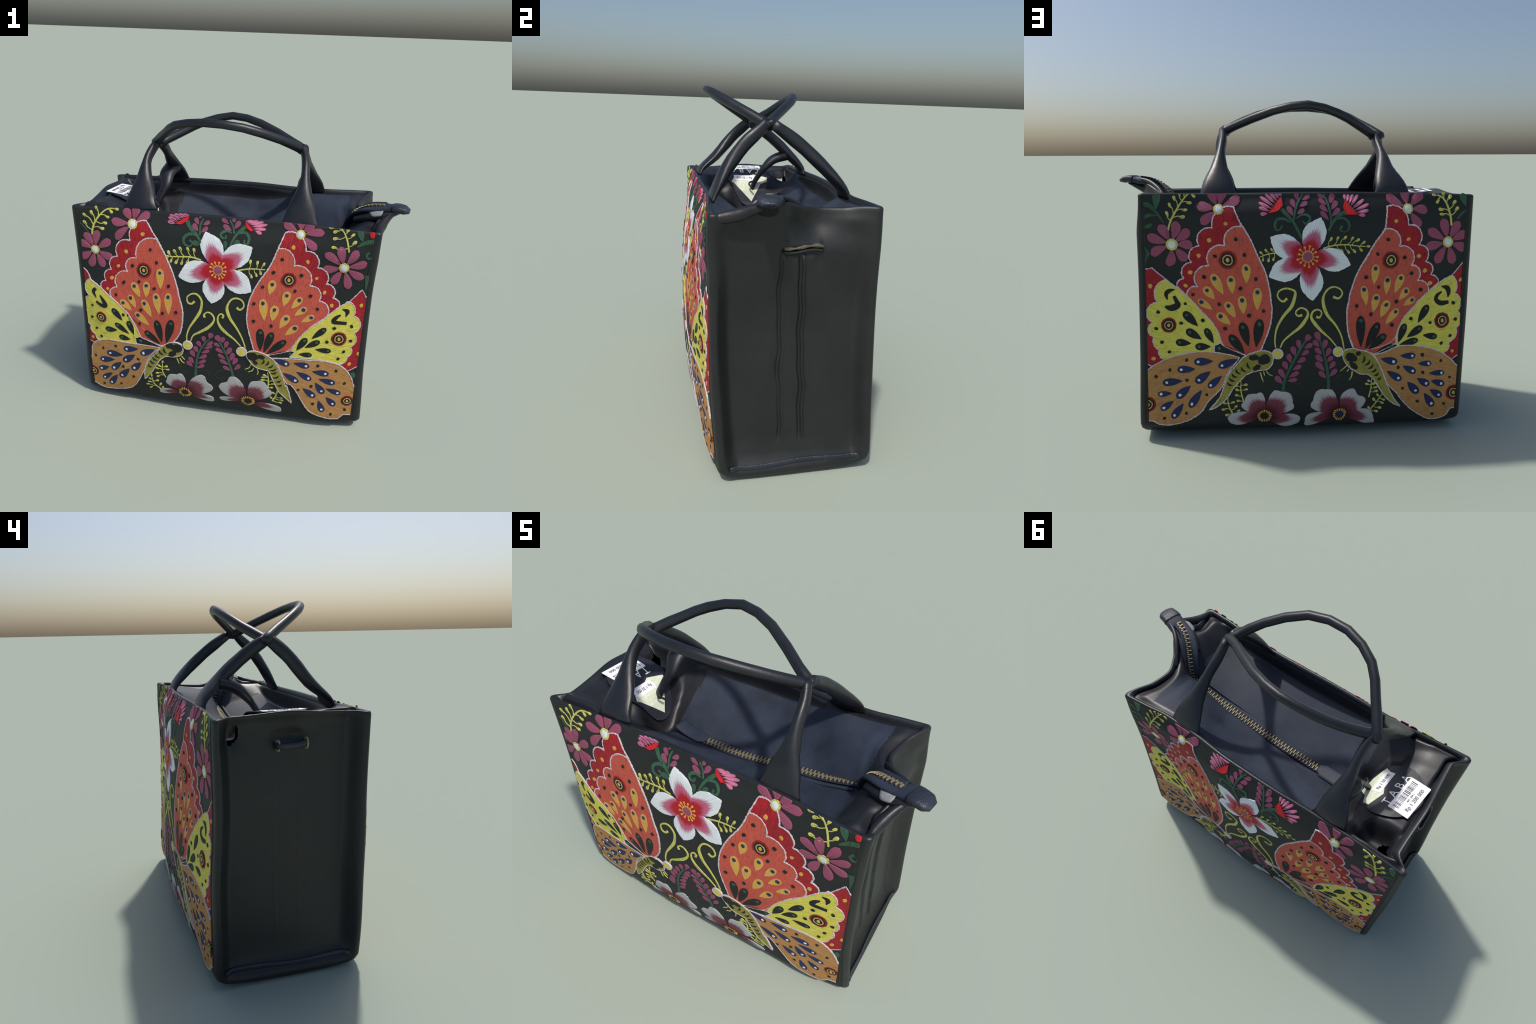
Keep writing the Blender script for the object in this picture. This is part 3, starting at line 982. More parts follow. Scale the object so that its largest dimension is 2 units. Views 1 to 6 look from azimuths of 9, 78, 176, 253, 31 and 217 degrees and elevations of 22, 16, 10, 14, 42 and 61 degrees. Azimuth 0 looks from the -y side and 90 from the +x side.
BACK_RIGHT_BUTTERFLY = dict(
    root=(.38, .506),
    band=[(.513, 1.286), -.28, (.627, 1.187), -.36, (.689, 1.077), -.36, (.73, .983), -.33, (.765, .909), -.2, (.813, .864), (.752, .814), (.621,
        .687), (.575, .582), (.509, .529), (.38, .506), (.332, .516), (.303, .597), (.294, .662), (.293, .735), (.304, .789), (.306, .811), (.331,
        .893), (.363, .963), (.396, 1.016), (.445, 1.097), (.495, 1.165), (.506, 1.218)],
    fore=[(.502, 1.169), -.3, (.58, 1.073), -.36, (.651, .967), -.36, (.686, .879), -.3, (.752, .814), (.688, .759), (.673, .735), (.621, .687),
        (.593, .642), (.572, .582), (.571, .535), (.447, .481), (.38, .506), (.332, .516), (.303, .597), (.294, .662), (.293, .735), (.304, .789),
        (.306, .811), (.331, .893), (.363, .963), (.396, 1.016), (.445, 1.097)],
    under=[(.829, .872), (.889, .902), (.955, .975), (.998, 1.016), (1.003, .467), (.937, .44), (.905, .419), (.853, .461), (.749, .581)],
    hind=[(.889, .902), -.22, (.908, .8), -.3, (.926, .698), -.3, (.922, .603), -.25, (.88, .524), -.25, (.853, .463), (.782, .493), (.673, .517),
        (.583, .522), (.571, .535), (.572, .582), (.593, .642), (.621, .687), (.673, .735), (.688, .759), (.752, .814), (.829, .872)],
    tail=[(.447, .478), (.51, .491), (.586, .52), (.673, .517), (.782, .493), (.853, .458), (.9, .42), (.932, .388), (.987, .319), (.998, .116),
        (.927, .126), (.903, .112), (.89, .087), (.851, .069), (.792, .064), (.735, .092), (.672, .139), (.619, .196), (.582, .246), (.531, .3), (.5,
        .376), (.464, .446)],
    body=[(.27, .486), (.277, .509), (.295, .518), (.332, .52), (.369, .509), (.411, .497), (.449, .466), (.485, .406), (.516, .326), (.542, .264),
        (.575, .205), (.612, .159), (.572, .179), (.525, .219), (.484, .278), (.444, .34), (.41, .367), (.372, .372), (.316, .407), (.283, .447)],
    head=(.245, .506, .025),
    marks=[(.317, .471, .016, .012), (.332, .423, .014, .007), (.358, .491, .007, .006), (.389, .453, .005, .013), (.412, .432, .005, .013), (.431,
        .409, .005, .012), (.449, .386, .005, .011), (.464, .363, .005, .01), (.48, .338, .005, .008)],
    feelers=[[(.279, .518), (.262, .594), (.23, .655), (.188, .707), (.168, .753), (.161, .794), (.168, .824), (.189, .853), (.222, .864), (.255,
        .85), (.266, .825), (.247, .801), (.216, .81)], [(.237, .535), (.198, .583), (.152, .626), (.116, .669), (.098, .701), (.107, .733), (.134,
        .743), (.154, .727), (.143, .7), (.125, .705)]],
    gold=[(.448, .956, .441, .868, .046), (.516, .89, .511, .81, .041), (.592, .898, .559, .817, .047), (.385, .843, .4, .757, .043), (.454, .794,
        .437, .717, .047), (.623, .824, .584, .777, .044), (.659, .774, .609, .746, .04), (.511, .754, .48, .685, .052), (.565, .713, .507, .646,
        .043)],
    dark=[(.458, .635, .396, .512, .053), (.494, .575, .413, .509, .048), (.543, .518, .447, .481, .039), (.368, .674, .371, .523, .053)],
    leafspots=[(.741, .722, .694, .644, .045), (.614, .624, .583, .538, .043), (.702, .61, .632, .566, .045), (.679, .545, .59, .527, .039), (.791,
        .562, .725, .573, .038)],
    blue=[(.668, .458, .595, .463, .038), (.766, .406, .702, .41, .034), (.56, .432, .485, .453, .044), (.674, .368, .613, .403, .041), (.846, .345,
        .77, .348, .035), (.591, .332, .521, .38, .043), (.757, .288, .7, .323, .043), (.848, .28, .785, .303, .04), (.696, .25, .644, .307, .048),
        (.836, .213, .781, .249, .044), (.795, .162, .747, .231, .045)],
    dots=[(.515, 1.111), (.459, 1.034), (.611, 1.011), (.396, .91), (.653, .922), (.467, .854), (.707, .828), (.569, .769), (.425, .706), (.545, .64),
        (.568, .771), (.346, .755), (.902, .746), (.916, .652), (.888, .56), (.836, .52), (.766, .641), (.654, .67), (.727, .46), (.839, .417), (.588,
        .395), (.735, .355), (.897, .315), (.618, .269), (.711, .182), (.871, .156), (.805, .097)],
    eyes=[(.532, .999, .046), (.836, .65, .044), (.924, .221, .045)],
    beads=[(.559, 1.209), (.63, 1.11), (.691, 1.016), (.73, .934), (.762, .862), (.942, .874), (.906, .468)],
    hooks=[[(.828, .842, .004), (.862, .832, .028), (.872, .806, .023), (.868, .778, .004)], [(.831, .812, .008), (.804, .792, .02), (.8, .766, .023),
        (.828, .748, .028), (.873, .752, .019)]],
)

FRONT_LEFT_BUTTERFLY = dict(
    root=(-.403, .496),
    band=[(-.503, 1.279), .28, (-.599, 1.156), .35, (-.682, 1.05), .33, (-.723, .962), .33, (-.764, .884), .3, (-.795, .827), (-.731, .777), (-.685,
        .727), (-.584, .583), (-.533, .511), (-.403, .496), (-.336, .53), (-.287, .606), (-.27, .692), (-.271, .773), (-.294, .857), (-.304, .908),
        (-.338, 1.008), (-.377, 1.087), (-.431, 1.181)],
    fore=[(-.433, 1.181), .3, (-.56, 1.054), .36, (-.617, .962), .34, (-.69, .853), .33, (-.73, .782), (-.684, .743), (-.617, .673), (-.64, .704),
        (-.592, .627), (-.549, .529), (-.416, .487), (-.403, .496), (-.336, .53), (-.287, .606), (-.27, .692), (-.271, .773), (-.294, .857), (-.304,
        .908), (-.338, 1.008), (-.377, 1.087)],
    under=[(-.98, 1.005), (-.93, .947), (-.876, .876), (-.838, .604), (-.856, .445), (-.893, .416), (-.92, .425), (-.979, .446)],
    hind=[(-.879, .875), .3, (-.887, .76), .3, (-.917, .649), .25, (-.9, .545), .25, (-.873, .483), .15, (-.856, .446), (-.765, .467), (-.68, .47),
        (-.585, .475), (-.588, .518), (-.549, .532), (-.592, .627), (-.64, .704), (-.617, .673), (-.684, .743), (-.731, .777), (-.795, .827)],
    tail=[(-.917, .315), (-.903, .396), (-.857, .438), (-.783, .466), (-.702, .469), (-.624, .47), (-.535, .476), (-.422, .477), (-.473, .423),
        (-.514, .361), (-.535, .295), (-.562, .237), (-.612, .149), (-.671, .1), (-.769, .072), (-.853, .065), (-.921, .094), (-.957, .102), (-.933,
        .241)],
    body=[(-.27, .483), (-.279, .522), (-.315, .533), (-.362, .522), (-.406, .489), (-.451, .433), (-.497, .376), (-.522, .329), (-.536, .276),
        (-.539, .214), (-.492, .273), (-.455, .336), (-.42, .391), (-.382, .42), (-.318, .428), (-.281, .452)],
    head=(-.24, .526, .027),
    marks=[(-.308, .494, .018, .014), (-.352, .503, .014, .009), (-.341, .446, .014, .009), (-.391, .462, .005, .013), (-.418, .442, .005, .013),
        (-.444, .411, .005, .013), (-.461, .387, .005, .012), (-.479, .359, .005, .011), (-.497, .327, .005, .009)],
    feelers=[[(-.246, .555), (-.245, .593), (-.227, .65), (-.193, .708), (-.164, .758), (-.152, .798), (-.152, .842), (-.179, .875), (-.212, .876),
        (-.241, .85), (-.235, .817), (-.212, .813), (-.195, .83)], [(-.222, .553), (-.204, .599), (-.165, .627), (-.112, .666), (-.079, .708), (-.074,
        .739), (-.093, .765), (-.117, .769), (-.135, .752), (-.131, .734)]],
    gold=[(-.576, .877, -.54, .807, .049), (-.497, .891, -.5, .812, .047), (-.41, .983, -.407, .88, .051), (-.602, .795, -.571, .734, .044), (-.653,
        .757, -.599, .709, .046), (-.513, .773, -.47, .686, .049), (-.435, .826, -.419, .711, .05), (-.359, .837, -.359, .72, .049), (-.559, .686,
        -.489, .624, .047)],
    dark=[(-.434, .644, -.407, .516, .051), (-.345, .661, -.378, .516, .054), (-.501, .566, -.417, .503, .046), (-.55, .502, -.419, .482, .041)],
    leafspots=[(-.715, .69, -.667, .629, .042), (-.622, .613, -.593, .538, .042), (-.702, .591, -.627, .539, .04), (-.771, .548, -.707, .553, .04),
        (-.679, .506, -.621, .5, .04)],
    blue=[(-.652, .423, -.571, .44, .045), (-.775, .365, -.681, .37, .049), (-.834, .303, -.745, .322, .044), (-.664, .338, -.595, .391, .048),
        (-.852, .228, -.793, .253, .039), (-.756, .256, -.697, .313, .044), (-.608, .288, -.555, .341, .046), (-.836, .158, -.775, .21, .039), (-.703,
        .207, -.642, .275, .047), (-.79, .125, -.737, .203, .043), (-.536, .415, -.458, .457, .045)],
    dots=[(-.471, 1.117), (-.431, 1.043), (-.585, 1.005), (-.644, .891), (-.544, .909), (-.446, .879), (-.356, .906), (-.698, .804), (-.538, .724),
        (-.396, .725), (-.309, .744), (-.551, .627), (-.87, .7), (-.882, .612), (-.856, .536), (-.827, .481), (-.657, .672), (-.824, .392), (-.729,
        .428), (-.887, .322), (-.576, .362), (-.689, .279), (-.62, .216), (-.719, .131), (-.848, .099)],
    eyes=[(-.511, .987, .045), (-.811, .629, .036), (-.915, .194, .037)],
    beads=[(-.52, 1.203), (-.625, 1.088), (-.678, .991), (-.723, .909), (-.754, .834), (-.895, .458)],
    hooks=[[(-.837, .821, .019), (-.855, .797, .024), (-.837, .759, .004)], [(-.808, .781, .009), (-.783, .743, .026), (-.774, .718, .029), (-.801,
        .715, .023), (-.839, .733, .014)]],
)

FRONT_RIGHT_BUTTERFLY = dict(
    root=(.238, .527),
    band=[(.317, 1.289), -.28, (.44, 1.201), -.33, (.511, 1.111), -.33, (.567, 1.019), -.33, (.609, .934), -.25, (.652, .882), (.584, .813), (.516,
        .757), (.426, .63), (.348, .548), (.238, .527), (.172, .549), (.156, .607), (.136, .683), (.125, .749), (.124, .783), (.134, .871), (.174,
        .975), (.242, 1.091), (.287, 1.207), (.284, 1.204)],
    fore=[(.286, 1.2), -.3, (.379, 1.109), -.35, (.474, .999), -.33, (.535, .911), -.3, (.584, .813), (.529, .759), (.516, .757), (.458, .691), (.421,
        .63), (.395, .569), (.252, .52), (.238, .527), (.172, .549), (.156, .607), (.136, .683), (.125, .749), (.124, .783), (.134, .871), (.174,
        .975), (.242, 1.091), (.287, 1.207)],
    under=[(.683, .898), (.707, .919), (.77, .999), (.799, .95), (.835, .893), (.838, .54), (.791, .486), (.738, .448), (.679, .496), (.612, .656)],
    hind=[(.707, .919), -.22, (.737, .83), -.35, (.749, .717), -.25, (.738, .621), -.25, (.728, .551), -.22, (.679, .496), (.6, .518), (.487, .523),
        (.386, .523), (.42, .563), (.395, .569), (.421, .63), (.458, .691), (.516, .757), (.529, .759), (.584, .813), (.652, .882)],
    tail=[(.285, .505), (.386, .513), (.496, .513), (.587, .514), (.67, .498), (.723, .463), (.765, .403), (.787, .34), (.828, .277), (.844, .118),
        (.74, .116), (.71, .079), (.658, .074), (.599, .089), (.54, .114), (.504, .153), (.472, .213), (.435, .284), (.405, .322), (.382, .326),
        (.346, .386), (.315, .456)],
    body=[(.126, .511), (.135, .529), (.172, .544), (.228, .534), (.276, .507), (.314, .472), (.345, .403), (.371, .313), (.383, .308), (.399, .249),
        (.416, .175), (.362, .232), (.332, .266), (.301, .334), (.276, .395), (.261, .416), (.26, .413), (.194, .427), (.155, .459)],
    head=(.097, .529, .028),
    marks=[(.164, .504, .017, .014), (.217, .508, .012, .007), (.184, .463, .008, .006), (.232, .474, .005, .012), (.258, .466, .005, .012), (.28,
        .446, .005, .012), (.297, .423, .005, .012), (.301, .401, .005, .012), (.316, .371, .005, .012), (.332, .341, .005, .01), (.341, .312, .005,
        .008)],
    feelers=[[(.12, .559), (.096, .626), (.062, .69), (.024, .747), (.005, .8), (.008, .833), (.029, .869), (.061, .88), (.093, .867), (.104, .834),
        (.082, .81), (.061, .822)], [(.09, .566), (.049, .609), (.002, .645), (-.031, .678), (-.05, .717), (-.048, .753), (-.032, .77), (-.016, .76),
        (-.023, .744)]],
    gold=[(.264, .989, .25, .925, .049), (.216, .868, .229, .757, .052), (.285, .834, .275, .759, .052), (.351, .929, .336, .861, .049), (.424, .907,
        .381, .849, .042), (.452, .849, .401, .807, .04), (.355, .784, .319, .716, .05), (.499, .804, .443, .769, .038), (.409, .726, .354, .673,
        .044)],
    dark=[(.207, .676, .211, .547, .051), (.272, .662, .232, .539, .049), (.344, .62, .25, .532, .048), (.389, .549, .253, .52, .038)],
    leafspots=[(.575, .726, .51, .663, .04), (.47, .647, .426, .575, .043), (.542, .64, .474, .599, .04), (.611, .587, .535, .592, .036), (.503, .55,
        .44, .551, .034)],
    blue=[(.49, .471, .414, .486, .042), (.608, .424, .528, .435, .044), (.509, .382, .434, .424, .042), (.432, .359, .353, .408, .044), (.652, .361,
        .57, .382, .042), (.594, .292, .552, .355, .046), (.693, .285, .619, .313, .04), (.541, .254, .48, .305, .045), (.669, .197, .625, .247,
        .044), (.605, .146, .58, .215, .042), (.37, .476, .296, .499, .044)],
    dots=[(.311, 1.141), (.266, 1.06), (.21, .968), (.163, .86), (.166, .749), (.271, .727), (.426, 1.058), (.396, .96), (.485, .938), (.53, .861),
        (.733, .762), (.737, .665), (.703, .588), (.675, .536), (.636, .744), (.6, .649), (.561, .478), (.671, .449), (.728, .36), (.53, .324), (.453,
        .29), (.548, .185), (.747, .155), (.664, .114)],
    eyes=[(.357, 1.025, .043), (.668, .675, .045), (.755, .227, .038)],
    beads=[(.369, 1.215), (.455, 1.141), (.512, 1.048), (.562, .966), (.609, .887), (.775, .899), (.744, .501), (.789, .576)],
    hooks=[[(.671, .869, .004), (.7, .858, .026), (.695, .823, .004)], [(.665, .833, .009), (.639, .812, .023), (.628, .786, .026), (.668, .781,
        .021), (.703, .78, .02)]],
)

BACK_PRINT = dict(
    daisies=[([(-.636, 1.095), (-.609, 1.22), (-.543, 1.175), (-.528, 1.088), (-.562, 1.004), (-.656, .977), (-.747, 1.042), (-.761, 1.145), (-.697,
        1.201)], .052, .032), ([(-.387, 1.278), (-.427, 1.388), (-.353, 1.392), (-.275, 1.341), (-.499, 1.298), (-.478, 1.203)], .052, .027), ([(.858,
        1.088), (.823, 1.216), (.916, 1.201), (.964, 1.137), (.965, 1.043), (.892, .966), (.793, .972), (.731, 1.064), (.741, 1.159)], .052, .03),
        ([(.626, 1.272), (.514, 1.345), (.612, 1.377), (.713, 1.349), (.735, 1.26), (.697, 1.175)], .049, .028)],
    lilies=[([(.079, 1.03), (.152, 1.232), (.311, .981), (.104, .792), (-.126, .922), (-.116, 1.134)], .125, .029)],
    peonies=[((-.157, .142), .021, 'black', [(-.24, .264, .136), (-.019, .264, .15), (.031, .106, .088), (-.348, .11, .083)]), ((.262, .131), .021,
        'blue', [(.133, .272, .15), (.362, .257, .152), (.464, .089, .089), (.061, .09, .074)])],
    thistles=[([(-.054, 1.342), (-.049, 1.296), (-.077, 1.269), (-.129, 1.257)], [(-.163, 1.252), (-.173, 1.287), (-.172, 1.31), (-.165, 1.341),
        (-.142, 1.359), (-.114, 1.365), (-.086, 1.363), (-.062, 1.361)]), ([(.284, 1.32), (.273, 1.285), (.29, 1.246), (.35, 1.245)], [(.386, 1.242),
        (.409, 1.267), (.413, 1.299), (.388, 1.323), (.357, 1.347), (.331, 1.351), (.306, 1.349), (.284, 1.348)])],
    stems=[[(-.056, 1.28, .022), (-.025, 1.245, .018), (.006, 1.21, .015), (.029, 1.166, .014), (.049, 1.126, .012)], [(.06, 1.354, .011), (.025,
        1.299, .011), (.006, 1.222, .012)], [(-.01, 1.21, .006), (-.042, 1.228, .014), (-.078, 1.226, .014), (-.092, 1.198, .014), (-.083, 1.17,
        .008), (-.063, 1.176, .007), (-.056, 1.194, .01)], [(.018, 1.229, .005), (.051, 1.249, .012), (.083, 1.244, .014), (.093, 1.225, .014), (.074,
        1.201, .014), (.05, 1.219, .002)], [(.288, 1.259, .02), (.251, 1.246, .018), (.213, 1.207, .014), (.192, 1.164, .014)], [(.171, 1.353, .011),
        (.192, 1.298, .011), (.205, 1.219, .011), (.196, 1.167, .011)], [(.208, 1.195, .006), (.238, 1.227, .011), (.279, 1.226, .012), (.303, 1.194,
        .011), (.287, 1.158, .006), (.254, 1.166, .009), (.262, 1.19, .015)]],
    leafstrokes=[[(-.781, 1.324, .004), (-.764, 1.309, .024), (-.741, 1.299, .022), (-.699, 1.253, .011), (-.673, 1.209, .006)], [(-.779, 1.238,
        .016), (-.747, 1.252, .017), (-.703, 1.25, .004)], [(-.735, 1.205, .016), (-.753, 1.195, .022), (-.777, 1.188, .008)], [(-.782, 1.088, .005),
        (-.762, 1.051, .016), (-.775, 1.018, .015), (-.778, .985, .003)], [(.906, 1.212, .01), (.931, 1.243, .014), (.958, 1.259, .013)]],
    lilacstems=[[(.067, .574, .012), (.026, .506, .013), (-.019, .418, .014), (-.046, .357, .015), (-.057, .288, .016)], [(.144, .576, .01), (.172,
        .481, .012), (.191, .375, .016), (.196, .288, .018)]],
    faint=[[(-.073, .31, .006), (-.1, .348, .011), (-.136, .357, .014), (-.163, .333, .012), (-.154, .305, .009), (-.136, .31, .014)], [(-.042, .309,
        .006), (-.001, .336, .012), (.04, .33, .013), (.054, .3, .011), (.031, .282, .009), (.022, .302, .013)], [(.178, .318, .006), (.145, .354,
        .014), (.104, .36, .015), (.081, .333, .012), (.095, .303, .01), (.118, .312, .013)], [(.206, .341, .006), (.242, .372, .014), (.284, .365,
        .014), (.299, .33, .011), (.271, .313, .009), (.252, .333, .013)]],
    legs=[[(-.178, .399, .007), (-.169, .366, .006), (-.162, .345, .003)], [(-.16, .404, .006), (-.155, .381, .004)], [(-.144, .407, .005), (-.133,
        .39, .005), (-.111, .379, .003)], [(.295, .422, .005), (.274, .404, .005), (.259, .392, .004)], [(.327, .387, .008), (.323, .358, .006), (.31,
        .337, .003)], [(.308, .402, .005), (.297, .388, .005)]],
    leaves=[(-.706, 1.356, -.713, 1.279, .042), (.935, 1.333, .96, 1.275, .039)],
    lilac=[(.002, 1.315, .014, 1.284, .026), (.026, 1.35, .031, 1.324, .028), (-.016, 1.28, .003, 1.244, .028), (.087, 1.341, .054, 1.324, .024),
        (.071, 1.307, .038, 1.291, .025), (.053, 1.27, .024, 1.254, .025), (.148, 1.347, .179, 1.332, .021), (.152, 1.322, .182, 1.297, .024), (.159,
        1.288, .189, 1.262, .026), (.16, 1.255, .193, 1.219, .026), (.216, 1.34, .202, 1.305, .032), (.23, 1.305, .208, 1.273, .03), (.242, 1.27,
        .209, 1.238, .028), (.029, .566, .033, .53, .029), (-.001, .53, .011, .491, .031), (-.023, .489, -.012, .452, .029), (-.046, .447, -.032,
        .412, .031), (-.068, .405, -.047, .363, .031), (-.086, .365, -.059, .335, .032), (.092, .548, .059, .532, .027), (.072, .511, .043, .493,
        .027), (.054, .47, .021, .451, .029), (.032, .43, -.004, .412, .027), (.018, .393, -.024, .37, .027), (.009, .355, -.033, .349, .025), (.08,
        .591, .063, .574, .035), (.13, .606, .144, .567, .034), (.119, .563, .142, .538, .029), (.13, .521, .156, .493, .029), (.135, .48, .164, .45,
        .031), (.135, .44, .173, .399, .032), (.152, .387, .181, .356, .029), (.175, .561, .167, .525, .031), (.196, .515, .181, .48, .029), (.206,
        .47, .185, .451, .027), (.22, .438, .197, .408, .029), (.23, .395, .2, .364, .029)],
    redbuds=[(-.784, 1.338, .007, .014)],
    sprigs=[([(-.036, 1.037), (-.084, 1.049), (-.132, 1.043), (-.177, 1.026)], .007, [(-.112, 1.071), (-.142, 1.066), (-.169, 1.053), (-.102, 1.013),
        (-.127, 1.008), (-.157, 1.01)], .014), ([(.163, 1.073), (.216, 1.086), (.287, 1.089), (.361, 1.079), (.411, 1.077)], .007, [(.206, 1.125),
        (.242, 1.128), (.283, 1.13), (.322, 1.125), (.353, 1.115), (.264, 1.055), (.3, 1.046), (.333, 1.05), (.385, 1.102), (.37, 1.056), (.411,
        1.077)], .016), ([(-.655, 1.164), (-.637, 1.22), (-.604, 1.28), (-.568, 1.334), (-.532, 1.367), (-.486, 1.373)], .01, [(-.657, 1.265), (-.643,
        1.308), (-.619, 1.343), (-.591, 1.368), (-.561, 1.374), (-.571, 1.242), (-.556, 1.277), (-.535, 1.312), (-.514, 1.345)], .019), ([(.875,
        1.177), (.866, 1.231), (.844, 1.297), (.815, 1.334), (.769, 1.346)], .011, [(.905, 1.272), (.891, 1.307), (.865, 1.336), (.827, 1.357), (.812,
        1.241), (.807, 1.267), (.792, 1.304), (.772, 1.344)], .019), ([(-.267, .214), (-.284, .287), (-.283, .344)], .007, [(-.313, .319), (-.308,
        .296), (-.311, .264), (-.303, .231), (-.254, .326), (-.251, .3)], .015), ([(-.327, .141), (-.353, .202), (-.357, .255)], .008, [(-.38, .216),
        (-.386, .176), (-.366, .143), (-.323, .222), (-.31, .198), (-.295, .173)], .016), ([(.426, .227), (.436, .282), (.439, .341)], .007, [(.408,
        .309), (.42, .327), (.453, .308), (.465, .285), (.47, .262)], .015), ([(.434, .141), (.474, .197), (.503, .242)], .007, [(.428, .163), (.454,
        .214), (.474, .241), (.516, .204), (.509, .184), (.496, .155), (.478, .133)], .016)],
    left=[(-.78, .923), (-.792, .168)],
    right=[(.953, 1.188), (.935, .12)],
    top=1.357,
    bottom=.062,
)

